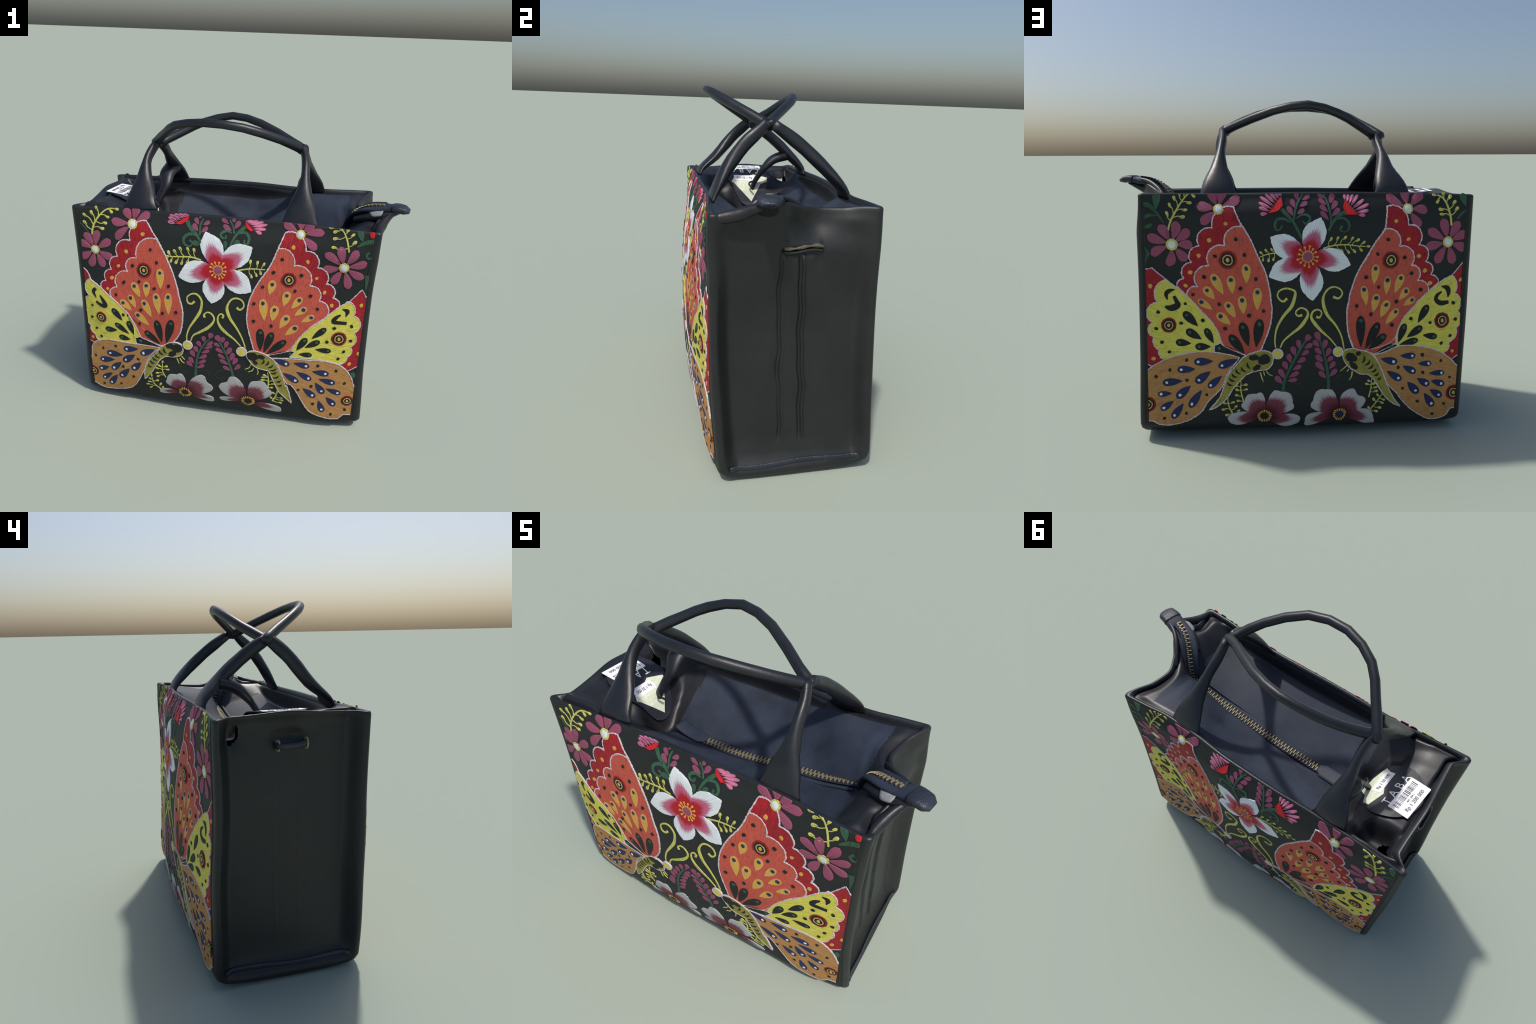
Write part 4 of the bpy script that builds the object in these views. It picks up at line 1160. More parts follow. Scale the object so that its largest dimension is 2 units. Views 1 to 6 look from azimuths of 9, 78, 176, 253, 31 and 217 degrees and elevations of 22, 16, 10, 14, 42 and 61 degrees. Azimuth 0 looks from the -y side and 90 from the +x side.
FRONT_PRINT = dict(
    daisies=[([(-.83, 1.074), (-.807, 1.196), (-.727, 1.144), (-.717, 1.038), (-.774, .969), (-.868, .959), (-.943, 1.008), (-.938, 1.11), (-.895,
        1.173)], .05, .028), ([(-.587, 1.256), (-.637, 1.342), (-.566, 1.359), (-.485, 1.325), (-.718, 1.265), (-.692, 1.155)], .05, .03), ([(.658,
        1.127), (.63, 1.249), (.724, 1.235), (.779, 1.166), (.77, 1.068), (.693, .998), (.6, 1.021), (.542, 1.109), (.547, 1.203)], .048, .029),
        ([(.403, 1.287), (.304, 1.339), (.395, 1.362), (.471, 1.353), (.533, 1.311), (.498, 1.217)], .046, .026)],
    lilies=[([(-.057, 1.04), (-.142, 1.253), (.136, 1.193), (.144, .929), (-.09, .83), (-.296, .973)], .133, .027)],
    peonies=[((-.272, .153), .022, 'black', [(-.363, .277, .137), (-.115, .274, .145), (-.075, .12, .054), (-.456, .126, .045)]), ((.141, .151), .023,
        'black', [(-.001, .298, .158), (.24, .309, .152), (.347, .104, .058), (-.04, .138, .039)])],
    thistles=[([(-.246, 1.334), (-.251, 1.312), (-.288, 1.281), (-.326, 1.281)], [(-.37, 1.288), (-.37, 1.312), (-.364, 1.327), (-.333, 1.333),
        (-.307, 1.334), (-.284, 1.333)]), ([(.083, 1.329), (.09, 1.3), (.118, 1.277), (.138, 1.281)], [(.181, 1.271), (.207, 1.295), (.212, 1.321),
        (.194, 1.335), (.157, 1.335), (.127, 1.331)])],
    stems=[[(-.257, 1.305, .024), (-.236, 1.267, .022), (-.196, 1.233, .018), (-.171, 1.197, .015), (-.163, 1.175, .013)], [(-.16, 1.325, .009),
        (-.176, 1.285, .011), (-.175, 1.231, .011)], [(-.2, 1.229, .01), (-.237, 1.232, .017), (-.268, 1.209, .017), (-.267, 1.174, .015), (-.234,
        1.161, .011), (-.217, 1.183, .01), (-.235, 1.197, .016)], [(.088, 1.3, .021), (.049, 1.264, .017), (.022, 1.224, .013), (.002, 1.174, .01)],
        [(-.006, 1.329, .009), (.015, 1.293, .01), (.025, 1.257, .01)], [(.05, 1.26, .009), (.089, 1.267, .016), (.113, 1.241, .016), (.107, 1.211,
        .014), (.085, 1.211, .011), (.09, 1.231, .012)], [(.012, 1.26, .007), (-.023, 1.268, .016), (-.05, 1.251, .015), (-.046, 1.231, .012), (-.023,
        1.228, .01), (-.02, 1.245, .012)]],
    leafstrokes=[[(.717, 1.255, .009), (.755, 1.279, .022), (.803, 1.293, .025)], [(.785, 1.23, .013), (.771, 1.211, .013), (.785, 1.192, .013),
        (.801, 1.2, .007)], [(.785, 1.089, .026), (.789, 1.061, .021), (.789, .998, .006)], [(-.929, 1.241, .006), (-.888, 1.202, .008), (-.85, 1.144,
        .009)]],
    lilacstems=[[(-.103, .588, .009), (-.137, .544, .011), (-.171, .478, .013), (-.187, .397, .015), (-.195, .287, .017)], [(-.045, .585, .009),
        (-.002, .504, .012), (.027, .419, .014), (.051, .321, .016)]],
    faint=[[(-.218, .345, .006), (-.243, .376, .011), (-.278, .381, .013), (-.294, .338, .013), (-.27, .313, .01), (-.249, .334, .014)], [(-.179,
        .334, .006), (-.139, .359, .012), (-.109, .34, .013), (-.11, .299, .012), (-.14, .294, .01), (-.139, .312, .012)], [(.038, .351, .006),
        (-.006, .374, .013), (-.05, .361, .014), (-.065, .324, .013), (-.036, .305, .011), (-.011, .321, .012)], [(.062, .361, .006), (.104, .39,
        .013), (.148, .373, .013), (.148, .344, .011), (.12, .334, .009), (.115, .357, .013)]],
    legs=[[(-.314, .418, .007), (-.3, .379, .004)], [(-.294, .421, .006), (-.282, .398, .006), (-.264, .388, .003)], [(-.284, .437, .006), (-.262,
        .414, .004)], [(.158, .448, .007), (.147, .418, .006), (.121, .402, .004)], [(.175, .419, .007), (.166, .398, .006), (.142, .386, .004)],
        [(.197, .414, .006), (.203, .392, .006), (.197, .372, .004)]],
    leaves=[(-.2, 1.185, -.172, 1.174, .032), (.047, 1.212, .022, 1.182, .03), (-.022, 1.203, -.019, 1.165, .023), (.726, 1.339, .744, 1.285, .036),
        (.774, .426, .781, .395, .029)],
    lilac=[(-.202, 1.313, -.187, 1.287, .026), (-.21, 1.279, -.188, 1.25, .029), (-.133, 1.304, -.161, 1.288, .025), (-.141, 1.27, -.168, 1.246,
        .025), (-.177, 1.33, -.19, 1.324, .01), (-.043, 1.326, -.01, 1.307, .023), (-.03, 1.292, .009, 1.272, .026), (.046, 1.315, .024, 1.283, .029),
        (.017, 1.328, .012, 1.317, .022), (-.139, .588, -.132, .561, .028), (-.171, .55, -.156, .524, .028), (-.191, .509, -.178, .482, .031), (-.214,
        .477, -.196, .445, .031), (-.225, .427, -.204, .396, .029), (-.238, .397, -.212, .371, .029), (-.09, .565, -.123, .538, .023), (-.092, .537,
        -.138, .516, .021), (-.114, .501, -.153, .481, .023), (-.131, .462, -.17, .439, .026), (-.137, .425, -.178, .4, .024), (-.147, .389, -.184,
        .365, .024), (-.094, .615, -.103, .592, .033), (-.051, .603, -.035, .58, .037), (-.063, .558, -.035, .543, .023), (-.051, .522, -.013, .502,
        .026), (-.039, .482, -.001, .459, .023), (-.027, .445, .019, .42, .024), (-.007, .399, .031, .379, .024), (-.019, .6, -.024, .571, .028),
        (.005, .573, -.007, .538, .028), (.024, .53, .007, .493, .033), (.044, .494, .027, .451, .033), (.063, .463, .044, .423, .03), (.08, .418,
        .054, .388, .028)],
    redbuds=[(.791, 1.331, .013, .021)],
    sprigs=[([(-.162, 1.088), (-.227, 1.099), (-.32, 1.091), (-.372, 1.087)], .009, [(-.207, 1.146), (-.246, 1.148), (-.292, 1.145), (-.326, 1.126),
        (-.361, 1.115), (-.244, 1.063), (-.279, 1.054), (-.313, 1.056), (-.345, 1.06), (-.372, 1.087)], .019), ([(.06, 1.051), (.133, 1.067), (.217,
        1.07)], .008, [(.13, 1.112), (.171, 1.11), (.21, 1.105), (.141, 1.018), (.169, 1.03), (.193, 1.044)], .018), ([(-.845, 1.166), (-.837, 1.212),
        (-.811, 1.266), (-.767, 1.315), (-.729, 1.334), (-.683, 1.332)], .011, [(-.892, 1.241), (-.891, 1.288), (-.845, 1.307), (-.814, 1.339),
        (-.773, 1.211), (-.754, 1.245), (-.738, 1.281), (-.718, 1.313), (-.682, 1.332)], .02), ([(.676, 1.222), (.662, 1.279), (.639, 1.326), (.616,
        1.345)], .009, [(.705, 1.28), (.693, 1.321), (.662, 1.344), (.586, 1.24), (.59, 1.286), (.588, 1.322), (.561, 1.343), (.619, 1.344)], .019),
        ([(-.395, .254), (-.414, .301), (-.413, .369)], .007, [(-.41, .374), (-.439, .339), (-.454, .315), (-.456, .277), (-.452, .25), (-.384, .341),
        (-.373, .319)], .015), ([(-.429, .133), (-.479, .181), (-.494, .246)], .007, [(-.493, .254), (-.51, .222), (-.517, .193), (-.531, .168),
        (-.452, .216), (-.434, .191), (-.421, .165), (-.511, .142)], .016), ([(.265, .27), (.269, .33), (.261, .399)], .009, [(.225, .335), (.229,
        .355), (.239, .373), (.294, .34), (.3, .314), (.294, .285)], .016), ([(.296, .17), (.319, .227), (.328, .266)], .009, [(.285, .202), (.297,
        .243), (.33, .261), (.355, .206), (.359, .186), (.35, .163)], .016)],
    left=[(-.92, 1.247), (-.921, .111)],
    right=[(.804, 1.315), (.786, .134)],
    top=1.344,
    bottom=.045,
)

# ---------------------------------------------------------------- embroidery builder
class Cloth:
    """Maps (u, z, height) on a panel to space and clips work to the panel's stitched field."""

    def __init__(self, side, owner, spec):
        self.side, self.owner = side, owner
        (l0, l1), (r0, r1) = spec["left"], spec["right"]
        self.cuts = [(l0, l1, 1), (r0, r1, -1)]
        self.top, self.bottom = spec["top"], spec["bottom"]

    def point(self, u, z, h=0.0):
        u, z = np.asarray(u, float), np.asarray(z, float)
        x = u if self.side < 0 else -u
        e = .004
        y = panel_y(self.side, x, z)
        dx = (panel_y(self.side, x + e, z) - panel_y(self.side, x - e, z)) / (2 * e)
        dz = (panel_y(self.side, x, z + e) - panel_y(self.side, x, z - e)) / (2 * e)
        n = np.stack([-dx, np.ones_like(dx), -dz], -1) * self.side
        n = n / np.linalg.norm(n, axis=-1, keepdims=True)
        return np.stack([x, y, z], -1) + n * (np.asarray(h)[..., None] + .001)

    def frame(self, u, z, du=0.0, dz=1.0, sx=1.0, sy=1.0):
        """Local frame at a point: y along (du, dz), x across, z outward."""
        p = self.point(u, z)
        a = self.point(u + du * .002, z + dz * .002) - self.point(u - du * .002, z - dz * .002)
        yv = Vector(a).normalized()
        n = Vector(self.point(u, z, .01) - p).normalized()
        xv = yv.cross(n).normalized()
        n = xv.cross(yv)
        m = Matrix((xv * sx, yv * sy, n)).transposed().to_4x4()
        m.translation = Vector(p)
        return m

    def clip(self, bm):
        if not bm.verts:
            return
        us = [v.co.x for v in bm.verts]
        zs = [v.co.y for v in bm.verts]
        planes = []
        for (a, b, sgn) in self.cuts:
            d = Vector((b[0] - a[0], b[1] - a[1], 0))
            n = Vector((d.y, -d.x, 0)).normalized()
            if n.x * sgn > 0:
                n = -n
            planes.append((Vector((a[0], a[1], 0)), n))
        planes.append((Vector((0, self.top, 0)), Vector((0, 1, 0))))
        planes.append((Vector((0, self.bottom, 0)), Vector((0, -1, 0))))
        for co, n in planes:
            if max((v.co - co).dot(n) for v in bm.verts) > 1e-6:
                bmesh.ops.bisect_plane(bm, geom=bm.verts[:] + bm.edges[:] + bm.faces[:], plane_co=co, plane_no=n, clear_outer=True)
                if not bm.verts:
                    return

    def emit(self, name, bm, mat, parent, frame=None, stuff=False):
        """Clip, give the stitches their depth, lay them on the cloth."""
        self.clip(bm)
        if not bm.faces:
            bm.free()
            return None
        big = max(v.co.x for v in bm.verts) - min(v.co.x for v in bm.verts) > .12
        if big:
            for axis in (0, 1):
                lo, hi = min(v.co[axis] for v in bm.verts), max(v.co[axis] for v in bm.verts)
                for c in np.arange(math.ceil(lo / .05) * .05, hi, .05):
                    co, no = [0, 0, 0], [0, 0, 0]
                    co[axis], no[axis] = float(c), 1.0
                    bmesh.ops.bisect_plane(bm, geom=bm.verts[:] + bm.edges[:] + bm.faces[:], plane_co=co, plane_no=no)
        for f in bm.faces:
            if f.normal.z < 0:
                f.normal_flip()
            f.smooth = True
        edge = [e for e in bm.edges if len(e.link_faces) == 1]
        for e in edge:
            e.smooth = False
        ext = bmesh.ops.extrude_edge_only(bm, edges=edge)
        for v in ext["geom"]:
            if isinstance(v, bmesh.types.BMVert):
                v.co.z = -.002
        bmesh.ops.recalc_face_normals(bm, faces=bm.faces)
        top = max(bm.faces, key=lambda f: abs(f.normal.z))
        if top.normal.z < 0:
            bmesh.ops.reverse_faces(bm, faces=bm.faces)
        co = np.array([v.co for v in bm.verts])
        P = self.point(co[:, 0], co[:, 1], co[:, 2])
        for v, p in zip(bm.verts, P):
            v.co = p
        if self.side > 0:
            bmesh.ops.reverse_faces(bm, faces=bm.faces)
        me = bpy.data.meshes.new(name)
        bm.to_mesh(me)
        bm.free()
        # faces must look outward
        probe = max(me.polygons, key=lambda p: p.area)
        if probe.normal.y * self.side < 0:
            me.flip_normals()
        return add(name, me, parent, mat, frame, stuff)


def outline(path, per=4):
    """Expand an outline: arcs where a bulge is given, smooth curves elsewhere, sharp turns kept."""
    pts, bulge = [], {}
    for item in path:
        if isinstance(item, tuple):
            pts.append(item)
        else:
            bulge[len(pts) - 1] = item
    P = np.array(pts)
    n = len(P)
    arc_at = set(bulge)

    def corner(i):
        if i in arc_at or (i - 1) % n in arc_at:
            return True
        a, b = P[i] - P[i - 1], P[(i + 1) % n] - P[i]
        c = a @ b / (np.linalg.norm(a) * np.linalg.norm(b) + 1e-9)
        return c < .72

    hard = [corner(i) for i in range(n)]
    out = []
    for i in range(n):
        p, q = P[i], P[(i + 1) % n]
        if i in bulge:
            d = q - p
            perp = np.array([d[1], -d[0]])
            b = bulge[i]
            c = np.linalg.norm(d)
            sag = abs(b) * c
            R = (c * c / 4 + sag * sag) / (2 * sag)
            half = math.asin(min(1, c / 2 / R)) if sag < c / 2 else math.pi - math.asin(min(1, c / 2 / R))
            mid = (p + q) / 2
            side = perp / c * math.copysign(1, b)
            centre = mid + side * (sag - R)
            steps = max(6, int(c / .008))
            for k in range(steps):
                a = -half + 2 * half * k / steps
                out.append(centre + R * (side * math.cos(a) + d / c * math.sin(a)))
            continue
        prev = p + (p - q) if hard[i] else P[i - 1]
        nxt = q + (q - p) if hard[(i + 1) % n] else P[(i + 2) % n]
        for t in np.arange(per) / per:
            out.append(.5 * (2 * p + (q - prev) * t + (2 * prev - 5 * p + 4 * q - nxt) * t * t + (3 * p - 3 * q + nxt - prev) * t ** 3))
    return np.array(out)


def area(P):
    return .5 * np.sum(P[:, 0] * np.roll(P[:, 1], -1) - np.roll(P[:, 0], -1) * P[:, 1])


def fill(P, h, puff=0.0, inset=.006):
    """A filled stitched patch at height h, optionally swollen in its middle."""
    bm = bmesh.new()
    if area(P) < 0:
        P = P[::-1]
    keep = [P[0]]
    for p in P[1:]:
        if np.linalg.norm(p - keep[-1]) > 2e-4:
            keep.append(p)
    if np.linalg.norm(keep[0] - keep[-1]) < 2e-4:
        keep.pop()
    f = bm.faces.new([bm.verts.new((p[0], p[1], h)) for p in keep])
    f.normal_update()
    if puff:
        r = bmesh.ops.inset_individual(bm, faces=[f], thickness=inset, use_even_offset=False)
        for v in f.verts:
            v.co.z = h + puff
    for g in bm.faces:
        g.normal_update()
    bmesh.ops.triangulate(bm, faces=[g for g in bm.faces if len(g.verts) > 4], ngon_method="EAR_CLIP")
    return bm


def band(P, width, h, closed=False, rag=0.0, crown=.0008, rng=None):
    """A line of stitches: a low, round-topped ribbon along P with its own width."""
    P = np.asarray(P, float)
    n = len(P)
    if closed:
        tang = np.roll(P, -1, 0) - np.roll(P, 1, 0)
    else:
        tang = np.gradient(P, axis=0)
    tang /= np.linalg.norm(tang, axis=1, keepdims=True) + 1e-9
    nor = np.stack([-tang[:, 1], tang[:, 0]], 1)
    w = np.broadcast_to(np.asarray(width, float), (n,)) / 2
    j1 = 1 + rag * (rng.random(n) - .5) if rag else 1
    j2 = 1 + rag * (rng.random(n) - .5) if rag else 1
    A, B = P + nor * (w * j1)[:, None], P - nor * (w * j2)[:, None]
    bm = bmesh.new()
    rows = [[bm.verts.new((p[0], p[1], h)) for p in A], [bm.verts.new((p[0], p[1], h + crown)) for p in P], [bm.verts.new((p[0], p[1], h)) for p in B]]
    for i in range(n if closed else n - 1):
        k = (i + 1) % n
        for r in (0, 1):
            try:
                bm.faces.new((rows[r][i], rows[r + 1][i], rows[r + 1][k], rows[r][k]))
            except ValueError:
                pass
    return bm


def resample(P, step, closed=True):
    Q = np.vstack([P, P[:1]]) if closed else P
    d = np.r_[0, np.cumsum(np.linalg.norm(np.diff(Q, axis=0), axis=1))]
    n = max(4, int(d[-1] / step))
    t = np.linspace(0, d[-1], n, endpoint=not closed)
    return np.stack([np.interp(t, d, Q[:, k]) for k in (0, 1)], 1)


def blob(u, z, rx, ry=None, ang=0.0, n=14, wob=.08, rng=RNG):
    ry = rx if ry is None else ry
    a = np.linspace(0, math.tau, n, endpoint=False)
    r = 1 + wob * (rng.random(n) - .5) * 2
    x, y = rx * np.cos(a) * r, ry * np.sin(a) * r
    c, s = math.cos(ang), math.sin(ang)
    return np.stack([u + x * c - y * s, z + x * s + y * c], 1)


def drop_shape(hx, hz, tx, tz, w, n=18):
    """A teardrop: round head about (hx, hz), tail running to (tx, tz)."""
    d = np.array([tx - hx, tz - hz])
    L = np.linalg.norm(d)
    d /= L
    p = np.array([-d[1], d[0]])
    r = w / 2
    out = []
    reach = L + r
    for a in np.linspace(0, math.tau, n * 2, endpoint=False):
        k = (1 - math.cos(a)) / 2
        along = -r + reach * k
        across = math.sin(a) * r * (1 - k) ** .48 * 1.26
        out.append(np.array([hx, hz]) + d * along + p * across)
    return np.array(out)


def stitch_dots(cloth, name, spots, r, h, mat, parent, ragged=.16):
    """Many little knots joined into one part."""
    bm = bmesh.new()
    for sp in spots:
        P = blob(sp[0], sp[1], r * random.uniform(.85, 1.15), r * random.uniform(.85, 1.2), random.random() * 3, 10, ragged)
        ring = [bm.verts.new((p[0], p[1], h)) for p in P]
        c = bm.verts.new((sp[0], sp[1], h + .0005))
        for i in range(len(ring)):
            bm.faces.new((c, ring[i], ring[(i + 1) % len(ring)]))
    return cloth.emit(name, bm, mat, parent, None, True)


def teardrops(cloth, name, rows, h, mat, parent):
    for hx, hz, tx, tz, w in rows:
        d = Vector((tx - hx, tz - hz))
        cloth.emit(name, fill(drop_shape(hx, hz, tx, tz, w), h), M[mat], parent,
                   cloth.frame(hx, hz, d.x / d.length, d.y / d.length))


def eye(cloth, u, z, r, h, parent):
    o = cloth.frame(u, z)
    cloth.emit("wing_eye", fill(blob(u, z, r, r * 1.02, 0, 30, .03), h), M["glow"], parent, o)
    cloth.emit("wing_eye_pupil", fill(blob(u, z, r * .78, r * .8, 0, 26, .03), h + .0022, 0), M["ink"], parent, o)
    cloth.emit("wing_eye_ring", band(blob(u, z, r * .52, r * .55, 0, 26, .06), r * .13, h + .0030, True), M["straw"], parent, o)
    cloth.emit("wing_eye_spark", fill(blob(u, z, r * .2, r * .26, 0, 10, .1), h + .0035, 0), M["gold"], parent, o)


def butterfly(cloth, parent, b):
    ru, rz = b["root"]
    frame = cloth.frame(ru, rz)
    for key, name, h, mat in (("under", "hidden_wing", .0015, "red"), ("band", "wing_border", .0022, "red"), ("fore", "upper_wing", .0034, "orange"),
                              ("hind", "side_wing", .0046, "yellow"), ("tail", "lower_wing", .0056, "tan"), ("body", "butterfly_body", .0068, "olive")):
        P = outline(b[key])
        cloth.emit(name, fill(P, h), M[mat], parent, frame)
        width = .0066 if key in ("band", "fore") else .0052
        E = resample(P, .0055)
        cloth.emit("edge_stitching", band(E, width, h + .0006, True, 1.25, .0012, RNG), M["white"], parent, frame, True)
    hu, hz, hr = b["head"]
    cloth.emit("butterfly_head", fill(blob(hu, hz, hr * .86, hr * .86, 0, 24, .04), .0072, .001), M["yellow"], parent, frame)
    cloth.emit("edge_stitching", band(resample(blob(hu, hz, hr, hr, 0, 24, .03), .005), .008, .0076, True, .4, .0012, RNG), M["white"], parent, frame, True)
    for f in b["feelers"]:
        P = spline(f, 5)
        u = np.linspace(0, 1, len(P))
        w = np.interp(u, [0, .12, .32, .5, .8, .95, 1], [.007, .009, .019, .011, .0075, .012, .015])
        cloth.emit("feeler", band(P, w, .0022), M["lime"], parent, frame)
    teardrops(cloth, "wing_drop", b["gold"], .0046, "gold", parent)
    stitch_dots(cloth, "drop_pupils", b["gold"], .0118, .0060, M["slate"], parent, .1)
    stitch_dots(cloth, "drop_pupils", b["gold"], .0100, .0068, M["navy"], parent)
    teardrops(cloth, "dark_drop", b["dark"], .0046, "ink", parent)
    stitch_dots(cloth, "dark_drop_knots", b["dark"], .0095, .0060, M["green"], parent)
    teardrops(cloth, "leaf_spot", b["leafspots"], .0056, "ink", parent)
    stitch_dots(cloth, "leaf_spot_knots", b["leafspots"], .0082, .0070, M["green"], parent)
    teardrops(cloth, "blue_drop", b["blue"], .0066, "navy", parent)
    stitch_dots(cloth, "blue_drop_knots", b["blue"], .0078, .0080, M["pale"], parent)
    stitch_dots(cloth, "black_knots", b["dots"], .0098, .0068, M["ink"], parent)
    stitch_dots(cloth, "gold_knots", b["beads"], .0112, .0036, M["gold"], parent)
    for u, z, r in b["eyes"]:
        eye(cloth, u, z, r, .0066, parent)
    bm = bmesh.new()
    marks = b["marks"]
    seen = []
    for i, (u, z, rx, rz_) in enumerate(marks):
        if any(abs(u - q[0]) + abs(z - q[1]) < .008 for q in seen):
            continue
        seen.append((u, z))
        if rx > rz_:
            P = blob(u, z, rx * 2.1, rz_ * 2.1, math.atan2(z - hz, u - hu), 16, .12)
        else:
            # stripes lie across the abdomen and bow towards the tail
            before, after = marks[max(i - 1, 3)], marks[min(i + 1, len(marks) - 1)]
            axis = np.array([after[0] - before[0], after[1] - before[1]]) if i > 3 else np.array([u - hu, z - hz])
            axis /= np.linalg.norm(axis) + 1e-9
            across = np.array([-axis[1], axis[0]])
            k = np.linspace(-1, 1, 7)
            L, W_ = rz_ * 1.75, rx * 1.35
            lead = [np.array([u, z]) + across * L * q - axis * (W_ * .4 * (1 - q * q) + .006 * q * q) for q in k]
            trail = [np.array([u, z]) + across * L * q + axis * (W_ * 1.3 * (1 - q * q) - .004 * q * q) for q in k[::-1]]
            P = np.array(lead + trail[1:-1])
        bm.faces.new([bm.verts.new((p[0], p[1], .0082)) for p in P])
    cloth.emit("body_marks", bm, M["ink"], parent, None, True)
    for hk in b["hooks"]:
        A = spline(np.array(hk), 5)
        cloth.emit("wing_hook", band(A[:, :2], np.maximum(A[:, 2], .002), .0058), M["ink"], parent, frame)


def petal(L, kind, n=13):
    """Half-outline widths of a petal, 0..1 along its length."""
    t = np.linspace(0, 1, n)
    if kind == "daisy":
        w = .10 + .90 * np.sin(np.clip(t * 1.02, 0, 1) ** 1.25 * math.pi) ** .55 * (t < 1)
        w = np.interp(t, [0, .08, .3, .55, .72, .86, .95, 1], [.08, .2, .62, .94, 1.0, .86, .55, .12])
    elif kind == "lily":
        w = np.interp(t, [0, .15, .32, .5, .62, .75, .88, .95, 1], [.30, .52, .80, .98, 1.0, .86, .50, .24, .02])
    else:
        w = np.interp(t, [0, .2, .4, .6, .75, .88, .96, 1], [.12, .42, .74, .96, 1.0, .92, .70, .45])
    return t, w


def petal_patch(cloth, name, cu, cz, tu, tz, width, kind, h, mat, parent, start=0.0, lobes=0.0):
    d = np.array([tu - cu, tz - cz])
    L = np.linalg.norm(d)
    d /= L
    p = np.array([d[1], -d[0]])
    t, w = petal(L, kind)
    bendy = random.uniform(-.06, .06)
    a0 = start / L
    s = a0 + (1 - a0) * t
    mid = np.array([cu, cz]) + d * (s * L)[:, None] + p * (bendy * L * np.sin(t * math.pi))[:, None]
    up = mid + p * (w * width / 2)[:, None]
    dn = mid - p * (w * width / 2)[:, None]
    P = np.vstack([up, dn[::-1]])
    if kind == "peony":
        P = resample(P, .006)
        rel = P - np.array([cu, cz])
        along = rel @ d / L
        ang = np.arctan2(rel @ p, rel @ d)
        P = P + rel * (.05 * np.cos(ang * 11 + random.random() * 6) * smooth(.45, .8, along))[:, None]
    elif kind == "daisy":
        P = outline([tuple(q) for q in P], 2)
    else:
        P = resample(P, .008)
        P = P + RNG.normal(0, .0009, P.shape)
    return cloth.emit(name, fill(P, h, .0009, min(.007, width * .09)), M[mat], parent, cloth.frame(cu, cz, d[0], d[1], width / 2, L))


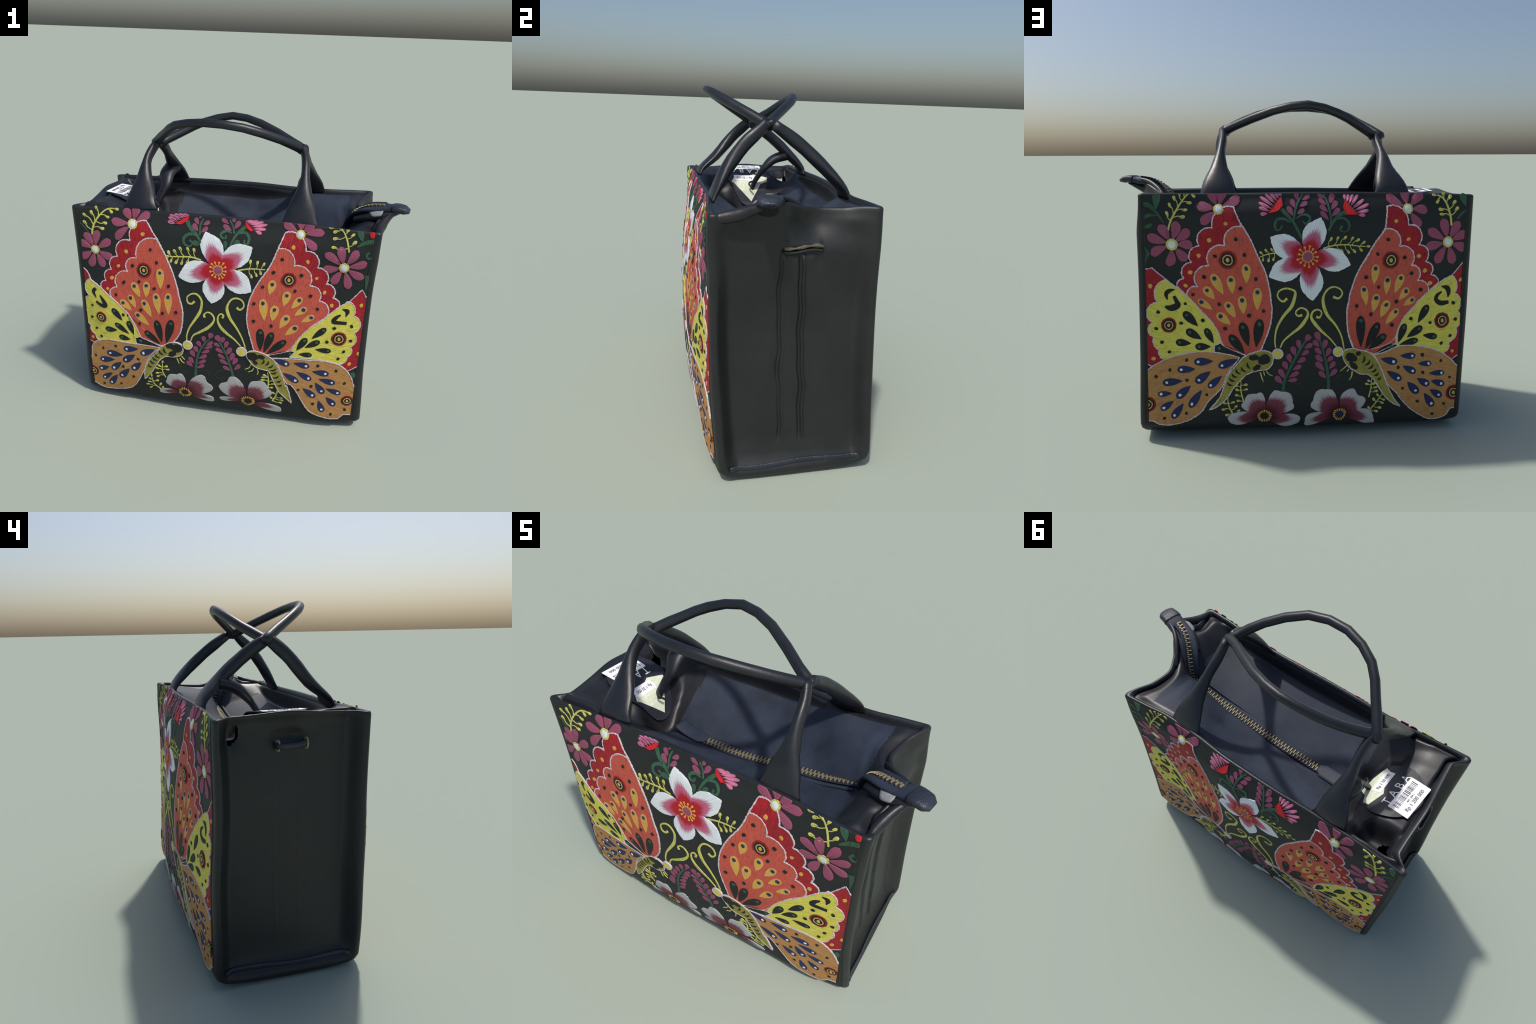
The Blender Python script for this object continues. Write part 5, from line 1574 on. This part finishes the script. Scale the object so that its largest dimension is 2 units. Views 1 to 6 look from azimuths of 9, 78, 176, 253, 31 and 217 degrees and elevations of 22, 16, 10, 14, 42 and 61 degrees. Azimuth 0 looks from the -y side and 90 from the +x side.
def panel_print(cloth, spec, flies):
    owner = cloth.owner
    for s in spec["faint"]:
        A = spline(np.array(s), 5)
        cloth.emit("faint_curl", band(A[:, :2], np.maximum(A[:, 2] * .8, .002), .0006), M["dim"], owner)
    for s in spec["stems"] + spec["lilacstems"]:
        A = spline(np.array(s), 5)
        cloth.emit("stem", band(A[:, :2], np.maximum(A[:, 2], .002), .0014), M["green"], owner)
    for s in spec["leafstrokes"]:
        A = spline(np.array(s), 5)
        cloth.emit("corner_leaf", band(A[:, :2], np.maximum(A[:, 2], .002), .0012), M["moss"], owner)
    teardrops(cloth, "leaf", spec["leaves"], .0016, "green", owner)
    teardrops(cloth, "sprig_leaf", spec["lilac"], .0018, "mauve", owner)
    for u, z, rx, rz in spec["redbuds"]:
        cloth.emit("red_bud", fill(blob(u, z, rx, rz, .1, 16), .0022, .001), M["scarlet"], owner)
    for stem, w, buds, bw in spec["sprigs"]:
        A = spline(stem, 8)
        bm = band(A, np.interp(np.linspace(0, 1, len(A)), [0, .3, 1], [w, w, w * .6]), .0012)
        seg = len(A)
        for bu, bz in buds:
            q = np.array([bu, bz])
            i = int(np.argmin(np.linalg.norm(A - q, axis=1)))
            i = max(0, i - int(seg * .10))
            d = A[i] - q
            L = max(np.linalg.norm(d), .004)
            d = d / L
            per = np.array([-d[1], d[0]])
            bend = q + d * L * .5 + per * L * .12 * random.choice((-1, 1))
            stalk = band(spline([q, bend, A[i]], 3), w * .45, .0012)
            for src in (stalk, fill(drop_shape(bu, bz, *(q + d * bw * 1.25), bw * random.uniform(.75, 1)), .0016, .0012, bw * .2)):
                me = bpy.data.meshes.new("tmp")
                src.to_mesh(me)
                src.free()
                bm.from_mesh(me)
                bpy.data.meshes.remove(me)
        cloth.emit("bud_sprig", bm, M["lime"], owner, None, True)
    for s in spec["legs"]:
        A = spline(np.array(s), 4)
        cloth.emit("butterfly_leg", band(A[:, :2], np.maximum(A[:, 2], .002), .0018), M["lime"], owner, None, True)
    for P, w, r in spec["daisies"]:
        (cu, cz), tips = P[0], P[1:]
        for tu, tz in tips:
            petal_patch(cloth, "daisy_petal", cu, cz, tu, tz, w, "daisy", .0018, "plum", owner, r * .75)
        o = cloth.frame(cu, cz)
        cloth.emit("daisy_heart", fill(blob(cu, cz, r, r, 0, 24, .04), .0022, .0012), M["lime"], owner, o)
        cloth.emit("daisy_pearl", fill(blob(cu, cz, r * .62, r * .66, 0, 20, .06), .0038, .0014), M["pale"], owner, o)
    for cup, tips in spec["thistles"]:
        C = np.array(cup)
        a, b = C[0], C[-1]
        k = len(tips)
        for i, (tu, tz) in enumerate(tips):
            f = i / max(1, k - 1)
            q = a + (b - a) * (1 - f)
            v = np.array([tu, tz]) - q
            t2 = q + v * random.uniform(.94, 1.06)
            cloth.emit("thistle_petal", fill(drop_shape(*(q + (t2 - q) * .86), *q, .0185), .0016, .001, .003), M["pink"], owner, cloth.frame(*q, *(v / np.linalg.norm(v))))
        P = outline([tuple(c) for c in C] , 5)
        cloth.emit("thistle_cup", fill(P, .0042), M["scarlet"], owner, cloth.frame(*C.mean(0)))
    for P, w, r in spec["lilies"]:
        (cu, cz), tips = P[0], P[1:]
        for tu, tz in tips:
            petal_patch(cloth, "lily_petal", cu, cz, tu, tz, w, "lily", .0026 + random.random() * .0006, "lily", owner)
        bm = bmesh.new()
        for k in range(13):
            a = math.tau * k / 13 + random.uniform(-.08, .08)
            R1 = r * random.uniform(1.65, 1.95)
            for src in (band(np.array([(cu + math.cos(a) * q, cz + math.sin(a) * q) for q in np.linspace(r, R1, 4)]), .0045, .0054),
                        fill(blob(cu + math.cos(a) * R1, cz + math.sin(a) * R1, .0065, .0065, 0, 8), .0056, .0006, .002)):
                me = bpy.data.meshes.new("tmp")
                src.to_mesh(me)
                src.free()
                bm.from_mesh(me)
                bpy.data.meshes.remove(me)
        cloth.emit("stamens", bm, M["gold"], owner, None, True)
        o = cloth.frame(cu, cz)
        cloth.emit("lily_heart", fill(blob(cu, cz, r * 1.08, r * 1.08, 0, 24, .04), .0052, .0005), M["gold"], owner, o)
        cloth.emit("lily_eye", fill(blob(cu, cz, r * .9, r * .9, 0, 24, .04), .0060, .0012), M["plum"], owner, o)
    for (cu, cz), r, colour, tips in spec["peonies"]:
        for i, (tu, tz, w) in enumerate(tips):
            petal_patch(cloth, "peony_petal", cu, cz, tu, tz, w, "peony", .0026 - .0005 * i + .001, "peony", owner)
        bm = bmesh.new()
        for k in range(16):
            a = math.tau * k / 16
            R1 = r * random.uniform(1.5, 1.85)
            src = fill(drop_shape(cu + math.cos(a) * R1, cz + math.sin(a) * R1, cu + math.cos(a) * r, cz + math.sin(a) * r, .009), .0052, .0008, .002)
            me = bpy.data.meshes.new("tmp")
            src.to_mesh(me)
            src.free()
            bm.from_mesh(me)
            bpy.data.meshes.remove(me)
        cloth.emit("stamens", bm, M["gold"], owner, None, True)
        cloth.emit("peony_eye", fill(blob(cu, cz, r, r * .9, 0, 20, .08), .0050, .001), M["navy" if colour == "blue" else "ink"], owner, cloth.frame(cu, cz))
    for b in flies:
        butterfly(cloth, owner, b)


panel_print(Cloth(-1, FRONT, FRONT_PRINT), FRONT_PRINT, (FRONT_LEFT_BUTTERFLY, FRONT_RIGHT_BUTTERFLY))
panel_print(Cloth(1, BACK, BACK_PRINT), BACK_PRINT, (BACK_LEFT_BUTTERFLY, BACK_RIGHT_BUTTERFLY))

# stand the lowest point on the ground
bpy.context.view_layer.update()
